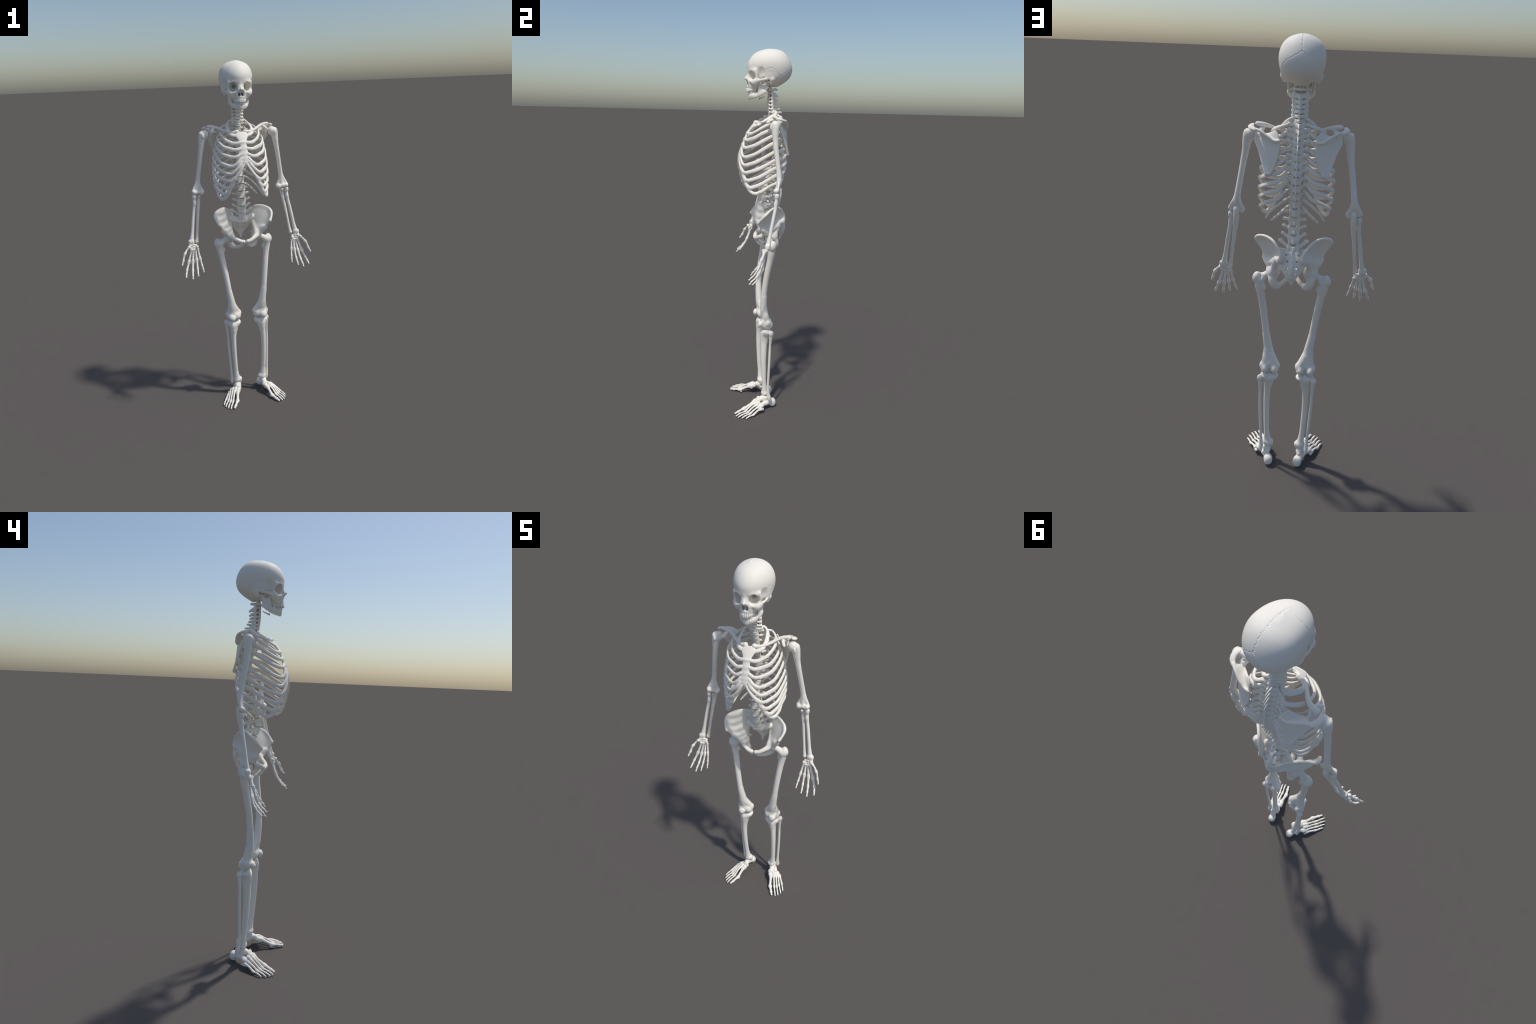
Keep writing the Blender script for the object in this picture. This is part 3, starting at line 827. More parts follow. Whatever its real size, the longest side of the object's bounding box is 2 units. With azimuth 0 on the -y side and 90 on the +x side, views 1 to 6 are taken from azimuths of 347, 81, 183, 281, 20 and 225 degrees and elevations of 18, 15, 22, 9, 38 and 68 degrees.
# clavicle
Fd = Field((0.0, -0.06, 1.60), (0.195, 0.075, 1.70), 0.0013)
Fd.curve([(0.0235, -0.0290, 1.6350), (0.0420, -0.0250, 1.6340), (0.0640, -0.0140, 1.6365), (0.0850, 0.0020, 1.6420), (0.1060, 0.0210, 1.6510), (0.1260, 0.0350, 1.6590),
          (0.1450, 0.0415, 1.6640), (0.1640, 0.0430, 1.6660)],
         [0.0120, 0.0098, 0.0086, 0.0082, 0.0086, 0.0096, 0.0108, 0.0105], 0.0, 50, flat=(0.1, 0.1, 1), ratio=0.80)
Fd.ell((0.0215, -0.0300, 1.6340), (0.0095, 0.0115, 0.0125), 0.005)
Fd.ell((0.1360, 0.0400, 1.6560), (0.0100, 0.0060, 0.0040), 0.006)
pair("clavicle", Fd.mesh(2), *ARM)

# scapula
MED = [(0.0920, 0.0940, 1.6485), (0.0830, 0.1030, 1.6400), (0.0750, 0.1115, 1.6230), (0.0715, 0.1155, 1.6080), (0.0720, 0.1180, 1.5850), (0.0765, 0.1195, 1.5560),
       (0.0840, 0.1213, 1.5280), (0.0930, 0.1228, 1.5050), (0.1040, 0.1236, 1.4855)]
LAT = [(0.1200, 0.0770, 1.6300), (0.1380, 0.0690, 1.6290), (0.1580, 0.0640, 1.6240), (0.1690, 0.0660, 1.6080), (0.1620, 0.0760, 1.5900), (0.1495, 0.0900, 1.5640),
       (0.1410, 0.1000, 1.5400), (0.1310, 0.1110, 1.5100), (0.1195, 0.1200, 1.4815)]
Fd = Field((0.05, -0.015, 1.455), (0.21, 0.14, 1.685), 0.0015)
S = grid_between(MED, LAT, 150, 110, lambda u, v: -0.0035 * np.sin(np.pi * v) * np.sin(np.pi * u))
u = np.linspace(0, 1, 150)[:, None]; v = np.linspace(0, 1, 110)[None]
T = 0.0021 + 0.0012 * np.exp(-(v / 0.06) ** 2) + 0.0030 * np.exp(-((1 - v) / 0.12) ** 2) * (0.35 + 0.65 * np.clip(u / 0.3, 0, 1)) + 0.0022 * np.clip((u - 0.85) / 0.15, 0, 1) + 0 * u
Fd.sheet(S, T, 0.004)
# glenoid, neck
GL = V(0.1650, 0.0520, 1.6240)
Fd.ell(GL, (0.0080, 0.0120, 0.0185), 0.008, rot(0, 0, -28))
Fd.cone(GL, (0.150, 0.062, 1.626), 0.0120, 0.0090, 0.010)
Fd.cut(f_ell((0.1890, 0.0395, 1.6260), (0.0262, 0.0258, 0.0262)), 0.003)
# spine ridge rising out of the plate, then the acromion
RIDGE = [(0.0735, 0.1165, 1.6120), (0.0850, 0.1175, 1.6110), (0.0980, 0.1175, 1.6130), (0.1140, 0.1150, 1.6240), (0.1310, 0.1090, 1.6350), (0.1480, 0.1010, 1.6450), (0.1680, 0.0900, 1.6500)]
FOOTL = [(0.0740, 0.1120, 1.6150), (0.0860, 0.1070, 1.6150), (0.1020, 0.0990, 1.6200), (0.1240, 0.0850, 1.6290), (0.1400, 0.0760, 1.6340), (0.1490, 0.0720, 1.6370), (0.1550, 0.0740, 1.6400)]
S = grid_between(RIDGE, FOOTL, 110, 30, lambda u, v: 0 * u * v)
u = np.linspace(0, 1, 110)[:, None]; v = np.linspace(0, 1, 30)[None]
Fd.sheet(S, 0.0024 + 0.0030 * np.exp(-(v / 0.20) ** 2) + 0.0006 * u, 0.006)
Fd.curve([(0.1700, 0.0890, 1.6470), (0.1835, 0.0770, 1.6520), (0.1890, 0.0620, 1.6570), (0.1850, 0.0480, 1.6610)], [0.0080, 0.0115, 0.0120, 0.0098], 0.006, 22, flat=(0.25, 0.3, 1), ratio=0.55)
# coracoid
Fd.curve([(0.1500, 0.0560, 1.6400), (0.1430, 0.0400, 1.6500), (0.1440, 0.0240, 1.6500), (0.1510, 0.0110, 1.6430), (0.1555, 0.0055, 1.6390)], [0.0098, 0.0090, 0.0080, 0.0075, 0.0065], 0.007, 24)
pair("scapula", Fd.mesh(2), *ARM)

# ------------------------------------------------------------------ rib cage
RIBS = {
    1: dict(mid=[(0.0550, 0.0590, 1.6770), (0.0655, 0.0310, 1.6610), (0.0680, 0.0010, 1.6430)], end=(0.0600, -0.0280, 1.6250)),
    2: dict(mid=[(0.0640, 0.0900, 1.6660), (0.0930, 0.0660, 1.6530), (0.1080, 0.0300, 1.6360), (0.1020, -0.0100, 1.6140), (0.0820, -0.0420, 1.5930)], end=(0.0540, -0.0625, 1.5795)),
    3: dict(W=0.1240, lat=(0.026, 1.6010), end=(0.0610, -0.0800, 1.5480)),
    4: dict(W=0.1330, lat=(0.036, 1.5715), end=(0.0670, -0.0900, 1.5080)),
    5: dict(W=0.1420, lat=(0.038, 1.5350), end=(0.0850, -0.0900, 1.4620)),
    6: dict(W=0.1490, lat=(0.044, 1.4920), end=(0.0960, -0.0890, 1.4230)),
    7: dict(W=0.1525, lat=(0.050, 1.4530), end=(0.1000, -0.0900, 1.3840)),
    8: dict(W=0.1525, lat=(0.0555, 1.4150), end=(0.1080, -0.0820, 1.3440)),
    9: dict(W=0.1500, lat=(0.0620, 1.3780), end=(0.1170, -0.0700, 1.3070)),
    10: dict(W=0.1450, lat=(0.0640, 1.3370), end=(0.1290, -0.0430, 1.2790)),
    11: dict(mid=[(0.0700, 0.0920, 1.3500), (0.1000, 0.0760, 1.3180), (0.1180, 0.0480, 1.2880)], end=(0.1235, 0.0190, 1.2700)),
    12: dict(mid=[(0.0600, 0.0840, 1.3140), (0.0800, 0.0740, 1.2930)], end=(0.0975, 0.0575, 1.2735)),
}
TUBZ = [1.690, 1.672, 1.646, 1.618, 1.586, 1.551, 1.517, 1.482, 1.447, 1.411, 1.374, 1.336]
for i, d in RIBS.items():
    zt = TUBZ[i - 1]
    yb = spine_y(zt)
    tub = V(0.0385 - (0.004 if i > 10 else 0), yb + 0.0300, zt)
    head = V(0.0170, yb + 0.0070, zt + 0.004)
    if "mid" in d:
        mid = [V(*p) for p in d["mid"]]
    else:
        W, (yl, zl), e = d["W"], d["lat"], V(*d["end"])
        zr = lambda t: zt + (zl - zt) * t
        mid = [V(0.0680, tub[1] + 0.0130, zr(0.38)), V(0.62 * W + 0.022, tub[1] + 0.0040, zr(0.64)), V(0.935 * W, 0.5 * (tub[1] + yl) + 0.008, zr(0.87)), V(W, yl, zl),
               V(0.975 * W, yl - 0.045, zl + (e[2] - zl) * 0.36), V(e[0] + 0.70 * (W - e[0]), 0.5 * (yl + e[1]) - 0.022, zl + (e[2] - zl) * 0.72)]
    pts = [head, tub] + mid + [V(*d["end"])]
    m = len(pts)
    hh = 0.0098 if 3 <= i <= 9 else 0.0085
    if i > 10: hh = 0.0062
    if i == 1: hh = 0.0105
    th = 0.0052 if i <= 10 else 0.0046
    tall = [0.0060, 0.0066] + [hh * 0.95] * (m - 4) + [hh * 1.0, hh * (1.02 if i < 11 else 0.7)]
    thick = [0.0058, 0.0062] + [th] * (m - 4) + [th * 1.05, th * (1.2 if i < 11 else 0.8)]
    P, Wd = catmull(pts, np.stack([tall, thick], 1), 90)
    out = (P - V(0, 0.02, 0)) * [1, 1, 0]
    out /= np.linalg.norm(out, axis=1)[:, None]
    tiltup = {1: 1.3, 2: 0.6}.get(i, 0.25)              # upper ribs turn their flat side up
    Nn = out + V(0, 0, 1) * tiltup
    wob = 1 + 0.05 * np.sin(np.linspace(0, 9 + i, 90) + i)
    pair("rib", sweep(P, Wd[:, 1], Wd[:, 0] * wob, Nn, 16), G["rib_cage"], G["rib_cage"])

# sternum
Fd = Field((0, -0.14, 1.44), (0.05, -0.015, 1.655), 0.0013, sym=True)
# centre line (front to back position, height), half width, half thickness
STERN = [(-0.0370, 1.6310, 0.0175, 0.0068), (-0.0440, 1.6225, 0.0280, 0.0070), (-0.0520, 1.6130, 0.0300, 0.0066), (-0.0620, 1.6010, 0.0235, 0.0062), (-0.0720, 1.5885, 0.0180, 0.0058),
         (-0.0770, 1.5820, 0.0180, 0.0068), (-0.0805, 1.5740, 0.0160, 0.0050), (-0.0860, 1.5610, 0.0165, 0.0052), (-0.0902, 1.5510, 0.0182, 0.0062), (-0.0950, 1.5380, 0.0172, 0.0052),
         (-0.1005, 1.5230, 0.0192, 0.0062), (-0.1045, 1.5110, 0.0188, 0.0052), (-0.1080, 1.5000, 0.0215, 0.0060), (-0.1110, 1.4900, 0.0215, 0.0054), (-0.1140, 1.4800, 0.0205, 0.0054), (-0.1155, 1.4730, 0.0110, 0.0046)]
c, wt = catmull([(0, q[0], q[1]) for q in STERN], [q[2:] for q in STERN], 130)
t = np.linspace(0, 1, 26)[None, :, None]
S = c[:, None] + V(1, 0, 0) * (wt[:, 0][:, None] - 0.002)[:, :, None] * t + V(0, 1, 0) * 0.002 * t ** 2
Fd.sheet(S, np.repeat(wt[:, 1][:, None], 26, 1) * (1 - 0.15 * t[..., 0] ** 2), 0.003)
Fd.curve([(0, -0.1150, 1.473), (0, -0.1150, 1.462), (0, -0.1145, 1.4535)], [0.0085, 0.0070, 0.0050], 0.005, 10, flat=(0, 1, 0), ratio=0.5)
Fd.cut(f_ell(V(0.0000, -0.0300, 1.6440), (0.0120, 0.0200, 0.0115)), 0.004)
put("sternum", *Fd.mesh(2), G["rib_cage"])

# costal cartilages, fused along the lower margin
Fd = Field((0.005, -0.135, 1.255), (0.145, -0.015, 1.635), 0.0014)
CART = [([(0.0620, -0.0275, 1.6260), (0.0450, -0.0390, 1.6190), (0.0270, -0.0460, 1.6150)], 0.0100),
        ([(0.0560, -0.0615, 1.5800), (0.0360, -0.0720, 1.5790), (0.0190, -0.0755, 1.5815)], 0.0091),
        ([(0.0640, -0.0785, 1.5485), (0.0400, -0.0890, 1.5475), (0.0195, -0.0890, 1.5515)], 0.0088),
        ([(0.0690, -0.0885, 1.5090), (0.0460, -0.1000, 1.5100), (0.0205, -0.0995, 1.5225)], 0.0088),
        ([(0.0880, -0.0880, 1.4630), (0.0640, -0.1025, 1.4630), (0.0400, -0.1100, 1.4800), (0.0225, -0.1060, 1.5000)], 0.0088),
        ([(0.0985, -0.0870, 1.4240), (0.0790, -0.1025, 1.4220), (0.0520, -0.1140, 1.4430), (0.0320, -0.1160, 1.4660), (0.0220, -0.1115, 1.4825)], 0.0086),
        ([(0.1025, -0.0880, 1.3850), (0.0840, -0.1010, 1.3840), (0.0600, -0.1130, 1.4000), (0.0360, -0.1190, 1.4300), (0.0200, -0.1180, 1.4550), (0.0120, -0.1150, 1.4690)], 0.0086),
        ([(0.1105, -0.0800, 1.3450), (0.0960, -0.0930, 1.3470), (0.0770, -0.1030, 1.3660), (0.0580, -0.1115, 1.3940)], 0.0091),
        ([(0.1190, -0.0680, 1.3080), (0.1070, -0.0810, 1.3120), (0.0900, -0.0940, 1.3330), (0.0740, -0.1030, 1.3620)], 0.0091),
        ([(0.1300, -0.0410, 1.2800), (0.1240, -0.0560, 1.2800), (0.1100, -0.0740, 1.2920), (0.0930, -0.0900, 1.3200)], 0.0091)]
for i, (p, r) in enumerate(CART):
    c = V(*p[0])
    out = unit(V(0.55, -0.83, 0.1)) if i > 2 else unit(V(0.35, -0.85, 0.4 if i else 1.2))
    Fd.curve(p, [r * (1.04 if i else 0.8)] + [r] * (len(p) - 1), 0.005 if i < 7 else 0.010, 10 * len(p), flat=out, ratio=0.66)
pair("costal_cartilage", Fd.mesh(2), G["rib_cage"], G["rib_cage"], CARTILAGE)

# ------------------------------------------------------------------ skull
Fd = Field((0, -0.105, 1.795), (0.098, 0.165, 2.008), 0.00125, sym=True)
# vault: at every height a rounded outline from brow (front) to occiput (back)
VAULT = [(2.0008, 0.040, 0.040, 0.000), (1.9995, 0.021, 0.060, 0.0130), (1.9955, 0.0035, 0.0845, 0.0285), (1.9910, -0.0120, 0.0975, 0.0420), (1.9820, -0.0345, 0.1115, 0.0590),
         (1.9700, -0.0505, 0.1235, 0.0720), (1.9595, -0.0605, 0.1315, 0.0785), (1.9450, -0.0705, 0.1400, 0.0852), (1.9290, -0.0780, 0.1468, 0.0890), (1.9150, -0.0812, 0.1515, 0.0898),
         (1.9050, -0.0818, 0.1530, 0.0895), (1.8900, -0.0785, 0.1512, 0.0875), (1.8650, -0.0690, 0.1458, 0.0822), (1.8520, -0.0580, 0.1355, 0.0770), (1.8400, -0.0430, 0.1225, 0.0700),
         (1.8280, -0.0150, 0.1050, 0.0570), (1.8190, 0.0200, 0.0885, 0.0380), (1.8150, 0.0500, 0.0750, 0.0150)]
tab, _ = catmull([(q[1], q[2], q[3]) for q in VAULT], np.zeros(len(VAULT)), 170)
zz_, _ = catmull([(math.sqrt(2.0008 - q[0]), 0, 0) for q in VAULT], np.zeros(len(VAULT)), 170)
zz_ = np.maximum.accumulate(zz_[:, 0])
def soften(a, r):
    k = np.exp(-0.5 * (np.arange(-3 * r, 3 * r + 1) / r) ** 2); k /= k.sum()
    p = np.concatenate([2 * a[0] - a[3 * r:0:-1], a, 2 * a[-1] - a[-2:-3 * r - 2:-1]])
    return np.convolve(p, k, 'valid')
sn_ = np.linspace(0, zz_[-1], 170)
tab = np.stack([soften(np.interp(sn_, zz_, tab[:, a]), 9) for a in range(3)], 1)
zz_ = sn_
sq_ = np.sqrt(np.maximum(2.0008 - Fd.ax[2], 0))
fr, bk, wd = [np.interp(sq_, zz_, tab[:, a])[None, None, :].astype(F32) for a in range(3)]
wd = np.maximum(wd, F32(0.002)); bk = np.maximum(bk, fr + F32(0.003))
xg, yg = Fd.ax[0][:, None, None], Fd.ax[1][None, :, None]
yw = fr + (bk - fr) * F32(0.60)
ay = np.where(yg < yw, (yw - yg) / (yw - fr), (yg - yw) / (bk - yw))
pw = np.where(yg < yw, F32(2.0), F32(2.08))
f0 = (xg / wd) ** pw + ay ** pw
f0 = f0 ** (1 / pw) - 1 + np.maximum(Fd.ax[2][None, None, :] - F32(1.9995), 0) * 900 + np.maximum(F32(1.8150) - Fd.ax[2][None, None, :], 0) * 60
gr = np.gradient(f0, Fd.h)
Fd.d = np.clip(f0 / np.maximum(np.sqrt(sum(g * g for g in gr)), 2.0), -0.05, 0.05).astype(F32)
# temporal bone and base
Fd.ell((0.0500, 0.0300, 1.8600), (0.0250, 0.0400, 0.0260), 0.02)
Fd.ell((0, 0.0100, 1.8480), (0.0480, 0.0500, 0.0280), 0.015)
# hollow behind the brow, above the cheek arch
Fd.cut(f_ell(V(0.0850, -0.0300, 1.8760), (0.0245, 0.0290, 0.0360), rot(0, 10, 0)), 0.009)
Fd.cut(f_ell(V(0.0760, -0.0150, 1.8360), (0.0200, 0.0280, 0.0260)), 0.008)
# brow and upper face
Fd.ell((0, -0.0460, 1.8860), (0.0570, 0.0270, 0.0170), 0.016)
Fd.ell((0, -0.0400, 1.8520), (0.0480, 0.0320, 0.0380), 0.016)
# lateral orbital rim, cheek bone
Fd.curve([(0.0565, -0.0470, 1.8900), (0.0595, -0.0430, 1.8760), (0.0598, -0.0400, 1.8600), (0.0585, -0.0400, 1.8450)], [0.0040, 0.0046, 0.0052, 0.0065], 0.014, 24)
Fd.ell((0.0490, -0.0430, 1.8350), (0.0165, 0.0155, 0.0145), 0.014)
Fd.cone((0.0420, -0.0560, 1.8350), (0.0240, -0.0665, 1.8380), 0.0080, 0.0080, 0.014)
Fd.curve([(0.0450, -0.0480, 1.8270), (0.0370, -0.0480, 1.8170)], [0.0085, 0.0080], 0.014, 10)
# maxilla
Fd.ell((0, -0.0480, 1.8250), (0.0310, 0.0245, 0.0220), 0.012)
Fd.curve([(0.0000, -0.0740, 1.8130), (0.0120, -0.0720, 1.8130), (0.0215, -0.0635, 1.8130), (0.0270, -0.0490, 1.8130), (0.0290, -0.0300, 1.8135)], [0.0112, 0.0112, 0.0110, 0.0110, 0.0105], 0.008, 36, flat=(0.55, -0.83, 0), ratio=0.62)
Fd.ell((0.0250, -0.0250, 1.8240), (0.0120, 0.0160, 0.0200), 0.012)
# nasal bones: a roof from the brow to the tip, walls running down beside the opening
Fd.curve([(0, -0.0700, 1.8840), (0, -0.0745, 1.8740), (0, -0.0835, 1.8610), (0, -0.0905, 1.8535)], [0.0080, 0.0062, 0.0058, 0.0052], 0.008, 20)
Fd.curve([(0.0070, -0.0690, 1.8740), (0.0085, -0.0755, 1.8600), (0.0100, -0.0780, 1.8510)], [0.0065, 0.0070, 0.0070], 0.010, 16)
Fd.curve([(0.0085, -0.0810, 1.8520), (0.0150, -0.0735, 1.8400), (0.0200, -0.0685, 1.8250)], [0.0055, 0.0055, 0.0065], 0.008, 16)
# eye sockets
Fd.cut(f_ell(V(0.0372, -0.0620, 1.8660), (0.0222, 0.0400, 0.0243), rot(0, -6, 12)), 0.003)
Fd.cut(f_cone(V(0.0330, -0.0400, 1.8670), V(0.0200, -0.0060, 1.8690), 0.0150, 0.0060), 0.005)
Fd.cut(f_cone(V(0.0300, -0.0270, 1.8580), V(0.0200, -0.0040, 1.8780), 0.0022, 0.0028), 0.001)
# nose opening with septum
Fd.cut(f_ell(V(0.0084, -0.0740, 1.8275), (0.0072, 0.0360, 0.0098)), 0.002)
Fd.cut(f_cone(V(0.0072, -0.0780, 1.8330), V(0.0040, -0.0860, 1.8440), 0.0066, 0.0036), 0.002)
Fd.cut(f_cone(V(0.0072, -0.0550, 1.8330), V(0.0045, -0.0640, 1.8450), 0.0062, 0.0036), 0.002)
Fd.cone((0, -0.0740, 1.8175), (0, -0.0765, 1.8195), 0.0035, 0.0018, 0.003)
# cheek arch and ear region
Fd.curve([(0.0570, -0.0400, 1.8380), (0.0650, -0.0260, 1.8430), (0.0715, -0.0090, 1.8465), (0.0730, 0.0060, 1.8490), (0.0710, 0.0200, 1.8530), (0.0700, 0.0340, 1.8540)],
         [0.0090, 0.0070, 0.0060, 0.0060, 0.0072, 0.0070], 0.008, 40, flat=(1, 0.3, 0), ratio=0.65)
Fd.cone((0.0700, 0.0380, 1.8480), (0.0660, 0.0345, 1.8320), 0.0120, 0.0070, 0.010)
Fd.cut(f_cone(V(0.0900, 0.0210, 1.8430), V(0.0600, 0.0210, 1.8440), 0.0042, 0.0036), 0.003)
Fd.cut(f_ell(V(0.0600, 0.0120, 1.8420), (0.0120, 0.0070, 0.0060)), 0.003)
Fd.cone((0.0430, 0.0230, 1.8380), (0.0430, 0.0160, 1.8080), 0.0034, 0.0012, 0.003)
Fd.cone((0.0140, 0.0420, 1.8260), (0.0150, 0.0420, 1.8170), 0.0080, 0.0060, 0.006)
Fd.cut(f_ell(V(0, 0.0590, 1.8180), (0.0150, 0.0170, 0.0100)), 0.004)
Fd.cut(f_ell(V(0, -0.0280, 1.8080), (0.0200, 0.0260, 0.0070)), 0.004)
Fd.cone((0.0200, 0.0000, 1.8400), (0.0200, -0.0040, 1.8150), 0.0050, 0.0030, 0.006)


def project(p, c):
    """Push a rough point onto the skull surface along the ray from c."""
    p, c = V(*p), V(*c)
    d = unit(p - c)
    for t in np.arange(0.16, 0.02, -0.0004):
        q = c + d * t
        i = [int(round((q[a] - Fd.ax[a][0]) / Fd.h)) for a in range(3)]
        if all(0 <= i[a] < Fd.d.shape[a] for a in range(3)) and Fd.d[tuple(i)] < 0:
            return q
    return p


def suture(pts, r, amp, waves, n, seed):
    P, _ = catmull(pts, np.zeros(len(pts)), n)
    g = np.random.default_rng(seed)
    T = np.gradient(P, axis=0); T /= np.linalg.norm(T, axis=1)[:, None]
    C = V(0, 0.04, 1.90)
    side = np.cross(T, P - C); side /= np.linalg.norm(side, axis=1)[:, None]
    t = np.linspace(0, 1, n)
    w = amp * (np.sin(t * waves * 6.28 + g.uniform(0, 6)) + 0.7 * np.sin(t * waves * 14.3 + g.uniform(0, 6))) + amp * 0.5 * g.normal(size=n)
    P = P + side * w[:, None]
    Q = np.array([project(p, C) for p in P])
    prims = [f_cone(Q[i], Q[i + 1], r, r) for i in range(n - 1)]
    q, tmp = Fd._layer(prims, 0.001, 0.001 + 3 * Fd.h)
    Fd.d[q] = -smin(-Fd.d[q], tmp, 0.0006)


SUT = 0.00105
suture([(0.0, 0.003, 1.997), (0.030, 0.001, 1.992), (0.055, -0.002, 1.975), (0.074, -0.010, 1.945), (0.078, -0.018, 1.912), (0.074, -0.022, 1.895)], SUT, 0.0006, 7, 90, 1)
suture([(0.0, 0.138, 1.9385), (0.024, 0.133, 1.921), (0.050, 0.118, 1.905), (0.069, 0.104, 1.884), (0.080, 0.085, 1.866), (0.080, 0.066, 1.858)], SUT * 1.1, 0.0008, 6, 90, 3)
suture([(0.076, -0.020, 1.903), (0.084, 0.000, 1.894), (0.088, 0.014, 1.899), (0.089, 0.030, 1.902), (0.089, 0.045, 1.897), (0.088, 0.058, 1.886), (0.086, 0.070, 1.872), (0.083, 0.085, 1.864)], SUT * 1.15, 0.0003, 3, 80, 4)
suture([(0.074, -0.022, 1.895), (0.070, -0.026, 1.880), (0.066, -0.026, 1.865)], SUT * 0.8, 0.0003, 3, 30, 5)
Fd.unfold()
suture([(0.0, 0.004, 2.0), (0.0, 0.05, 2.0), (0.0, 0.10, 1.985), (0.0, 0.138, 1.938)], SUT, 0.0014, 9, 150, 2)
put("cranium", *Fd.mesh(1), G["skull"])

# mandible
Fd = Field((0, -0.09, 1.74), (0.075, 0.035, 1.865), 0.0012, sym=True)
Fd.curve([(0.0, -0.0640, 1.7650), (0.0150, -0.0600, 1.7650), (0.0280, -0.0470, 1.7680), (0.0380, -0.0270, 1.7755), (0.0455, -0.0080, 1.7850)],
         [0.0130, 0.0130, 0.0125, 0.0125, 0.0130], 0.006, 36, flat=(0.7, -0.7, 0), ratio=0.55)
Fd.curve([(0.0, -0.0675, 1.7700), (0.0120, -0.0650, 1.7700), (0.0205, -0.0560, 1.7705), (0.0260, -0.0420, 1.7725), (0.0310, -0.0260, 1.7760)], [0.0070, 0.0068, 0.0066, 0.0068, 0.0070], 0.008, 30)
Fd.ell((0, -0.0665, 1.7575), (0.0130, 0.0070, 0.0085), 0.008)
A = [(0.0420, -0.0280, 1.7800), (0.0455, -0.0270, 1.8000), (0.0465, -0.0255, 1.8180), (0.0465, -0.0230, 1.8350)]
B = [(0.0475, 0.0060, 1.7860), (0.0500, 0.0090, 1.8000), (0.0515, 0.0110, 1.8180), (0.0520, 0.0130, 1.8350)]
S = grid_between(A, B, 50, 44, lambda u, v: 0 * u * v)
Fd.sheet(S, np.full(S.shape[:2], 0.0034), 0.006)
Fd.cut(f_ell(V(0.0490, -0.0065, 1.8430), (0.0200, 0.0135, 0.0185)), 0.003)
Fd.cone((0.0520, 0.0130, 1.8280), (0.0560, 0.0140, 1.8420), 0.0045, 0.0055, 0.005)
Fd.cone((0.0500, 0.0140, 1.8435), (0.0600, 0.0130, 1.8435), 0.0045, 0.0045, 0.003)
Fd.cone((0.0455, -0.0050, 1.7900), (0.0490, 0.0080, 1.7880), 0.0070, 0.0055, 0.006)
put("mandible", *Fd.mesh(2), G["skull"])

# teeth: one mesh per kind, set along the two arches
def tooth_mesh(kind):
    w, d, h, sq = dict(incisor=(0.0040, 0.0030, 0.0085, 0.7), canine=(0.0037, 0.0036, 0.0090, 0.8), molar=(0.0046, 0.0048, 0.0070, 0.6))[kind]
    t = np.linspace(0, 1, 9)
    P = np.stack([0 * t, 0 * t, -h * t], 1)
    prof = 0.78 + 0.22 * np.sin(np.pi * np.clip(t * 0.9, 0, 1)) - (0.35 * np.clip(t - 0.72, 0, 1) / 0.28 if kind == "canine" else 0 * t)
    dep = prof * (1 - (0.45 * t if kind == "incisor" else 0.0 * t))
    v, f = sweep(P, d * dep, w * prof, (0, 1, 0), 12, 3, sq)
    return make_mesh("tooth", v, f, ENAMEL)


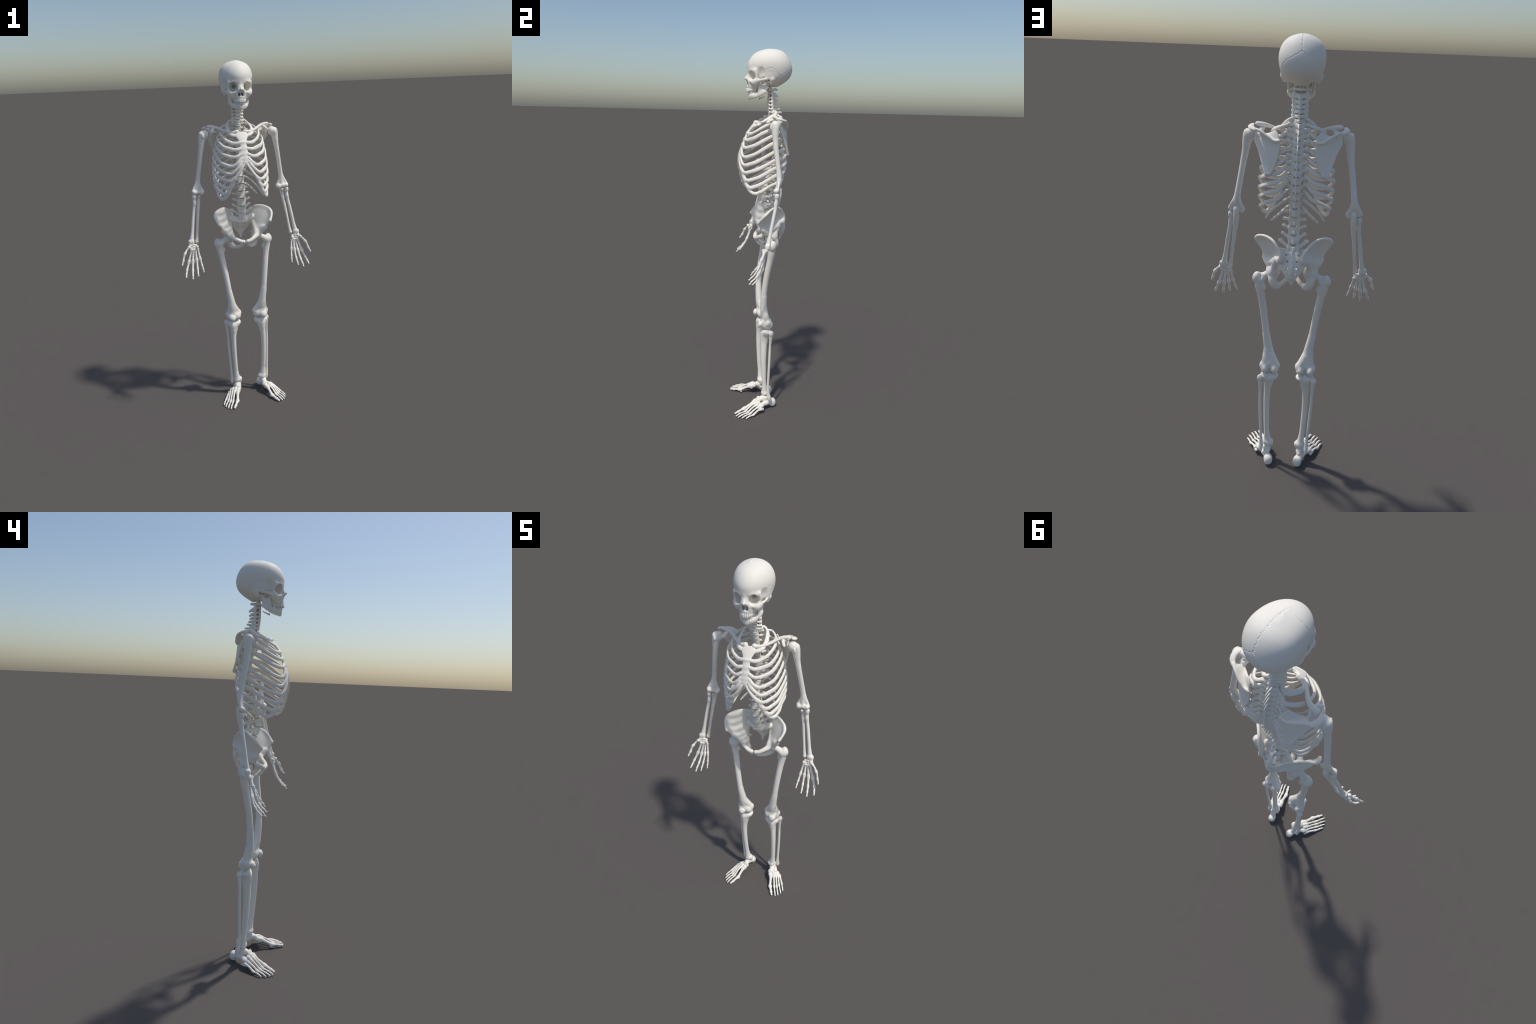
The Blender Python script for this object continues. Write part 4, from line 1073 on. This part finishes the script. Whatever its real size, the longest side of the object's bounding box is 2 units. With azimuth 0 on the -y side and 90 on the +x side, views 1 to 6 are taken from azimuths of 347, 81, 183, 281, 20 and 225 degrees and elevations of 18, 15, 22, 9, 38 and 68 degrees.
TM = {k: tooth_mesh(k) for k in ("incisor", "canine", "molar")}
def teeth(arch, zc, down, scale):
    P, _ = catmull(arch, np.zeros(len(arch)), 200)
    s = np.r_[0, np.cumsum(np.linalg.norm(np.diff(P, axis=0), axis=1))]
    pos = 0.0
    kinds = ["incisor", "incisor", "canine", "molar", "molar", "molar", "molar"]
    wid = [0.0096, 0.0086, 0.0086, 0.0076, 0.0076, 0.0098, 0.0094]
    for j, (k, w) in enumerate(zip(kinds, wid)):
        w *= scale
        c = pos + w / 2
        pos += w
        p = np.array([np.interp(c, s, P[:, a]) for a in range(3)])
        q = np.array([np.interp(c + 0.001, s, P[:, a]) for a in range(3)]) - p
        az = math.atan2(q[1], q[0])
        for sg in (1, -1):
            ob = bpy.data.objects.new("tooth", TM[k])
            ob.parent = G["skull"]
            ob.location = Vector((p[0] * sg, p[1], zc + p[2])) - Vector(G["skull"].location)
            sx = w / (0.0080 if k != "molar" else 0.0092) * (1.0 if k != "canine" else 1.07)
            ob.scale = (sx, 1.15, (1.68 if down else 1.35) * (1.0 if j < 3 else 0.98))
            ob.rotation_euler = (0 if down else math.pi, 0, az * sg)
            if down:
                ob.rotation_euler = (math.radians(-10 if j < 3 else 0), 0, az * sg)
            bpy.context.collection.objects.link(ob)


teeth([(0.0, -0.0815, 0), (0.0080, -0.0805, 0), (0.0160, -0.0750, 0), (0.0225, -0.0660, 0), (0.0270, -0.0525, 0), (0.0290, -0.0380, 0), (0.0300, -0.0240, 0)], 1.8040, True, 1.0)
teeth([(0.0, -0.0735, 0), (0.0080, -0.0725, 0), (0.0155, -0.0670, 0), (0.0210, -0.0580, 0), (0.0255, -0.0450, 0), (0.0290, -0.0310, 0), (0.0310, -0.0190, 0)], 1.7755, False, 0.86)

# hyoid
v1 = sweep(catmull([(0.0145, 0.0165, 1.7690), (0.0165, 0.0040, 1.7635), (0.0120, -0.0090, 1.7580), (0.0, -0.0155, 1.7560), (-0.0120, -0.0090, 1.7580), (-0.0165, 0.0040, 1.7635), (-0.0145, 0.0165, 1.7690)],
                   np.zeros(7), 50)[0], np.interp(np.linspace(-1, 1, 50), [-1, -0.4, 0, 0.4, 1], [0.0015, 0.0022, 0.0030, 0.0022, 0.0015]),
           np.interp(np.linspace(-1, 1, 50), [-1, -0.4, 0, 0.4, 1], [0.0016, 0.0030, 0.0052, 0.0030, 0.0016]), np.tile([0.0, 0.001, 0.0], (50, 1)) + np.stack([np.linspace(1, -1, 50) * 0.6, -0.3 * np.ones(50), 0 * np.ones(50)], 1), 12)
put("hyoid_bone", *v1, G["skull"])
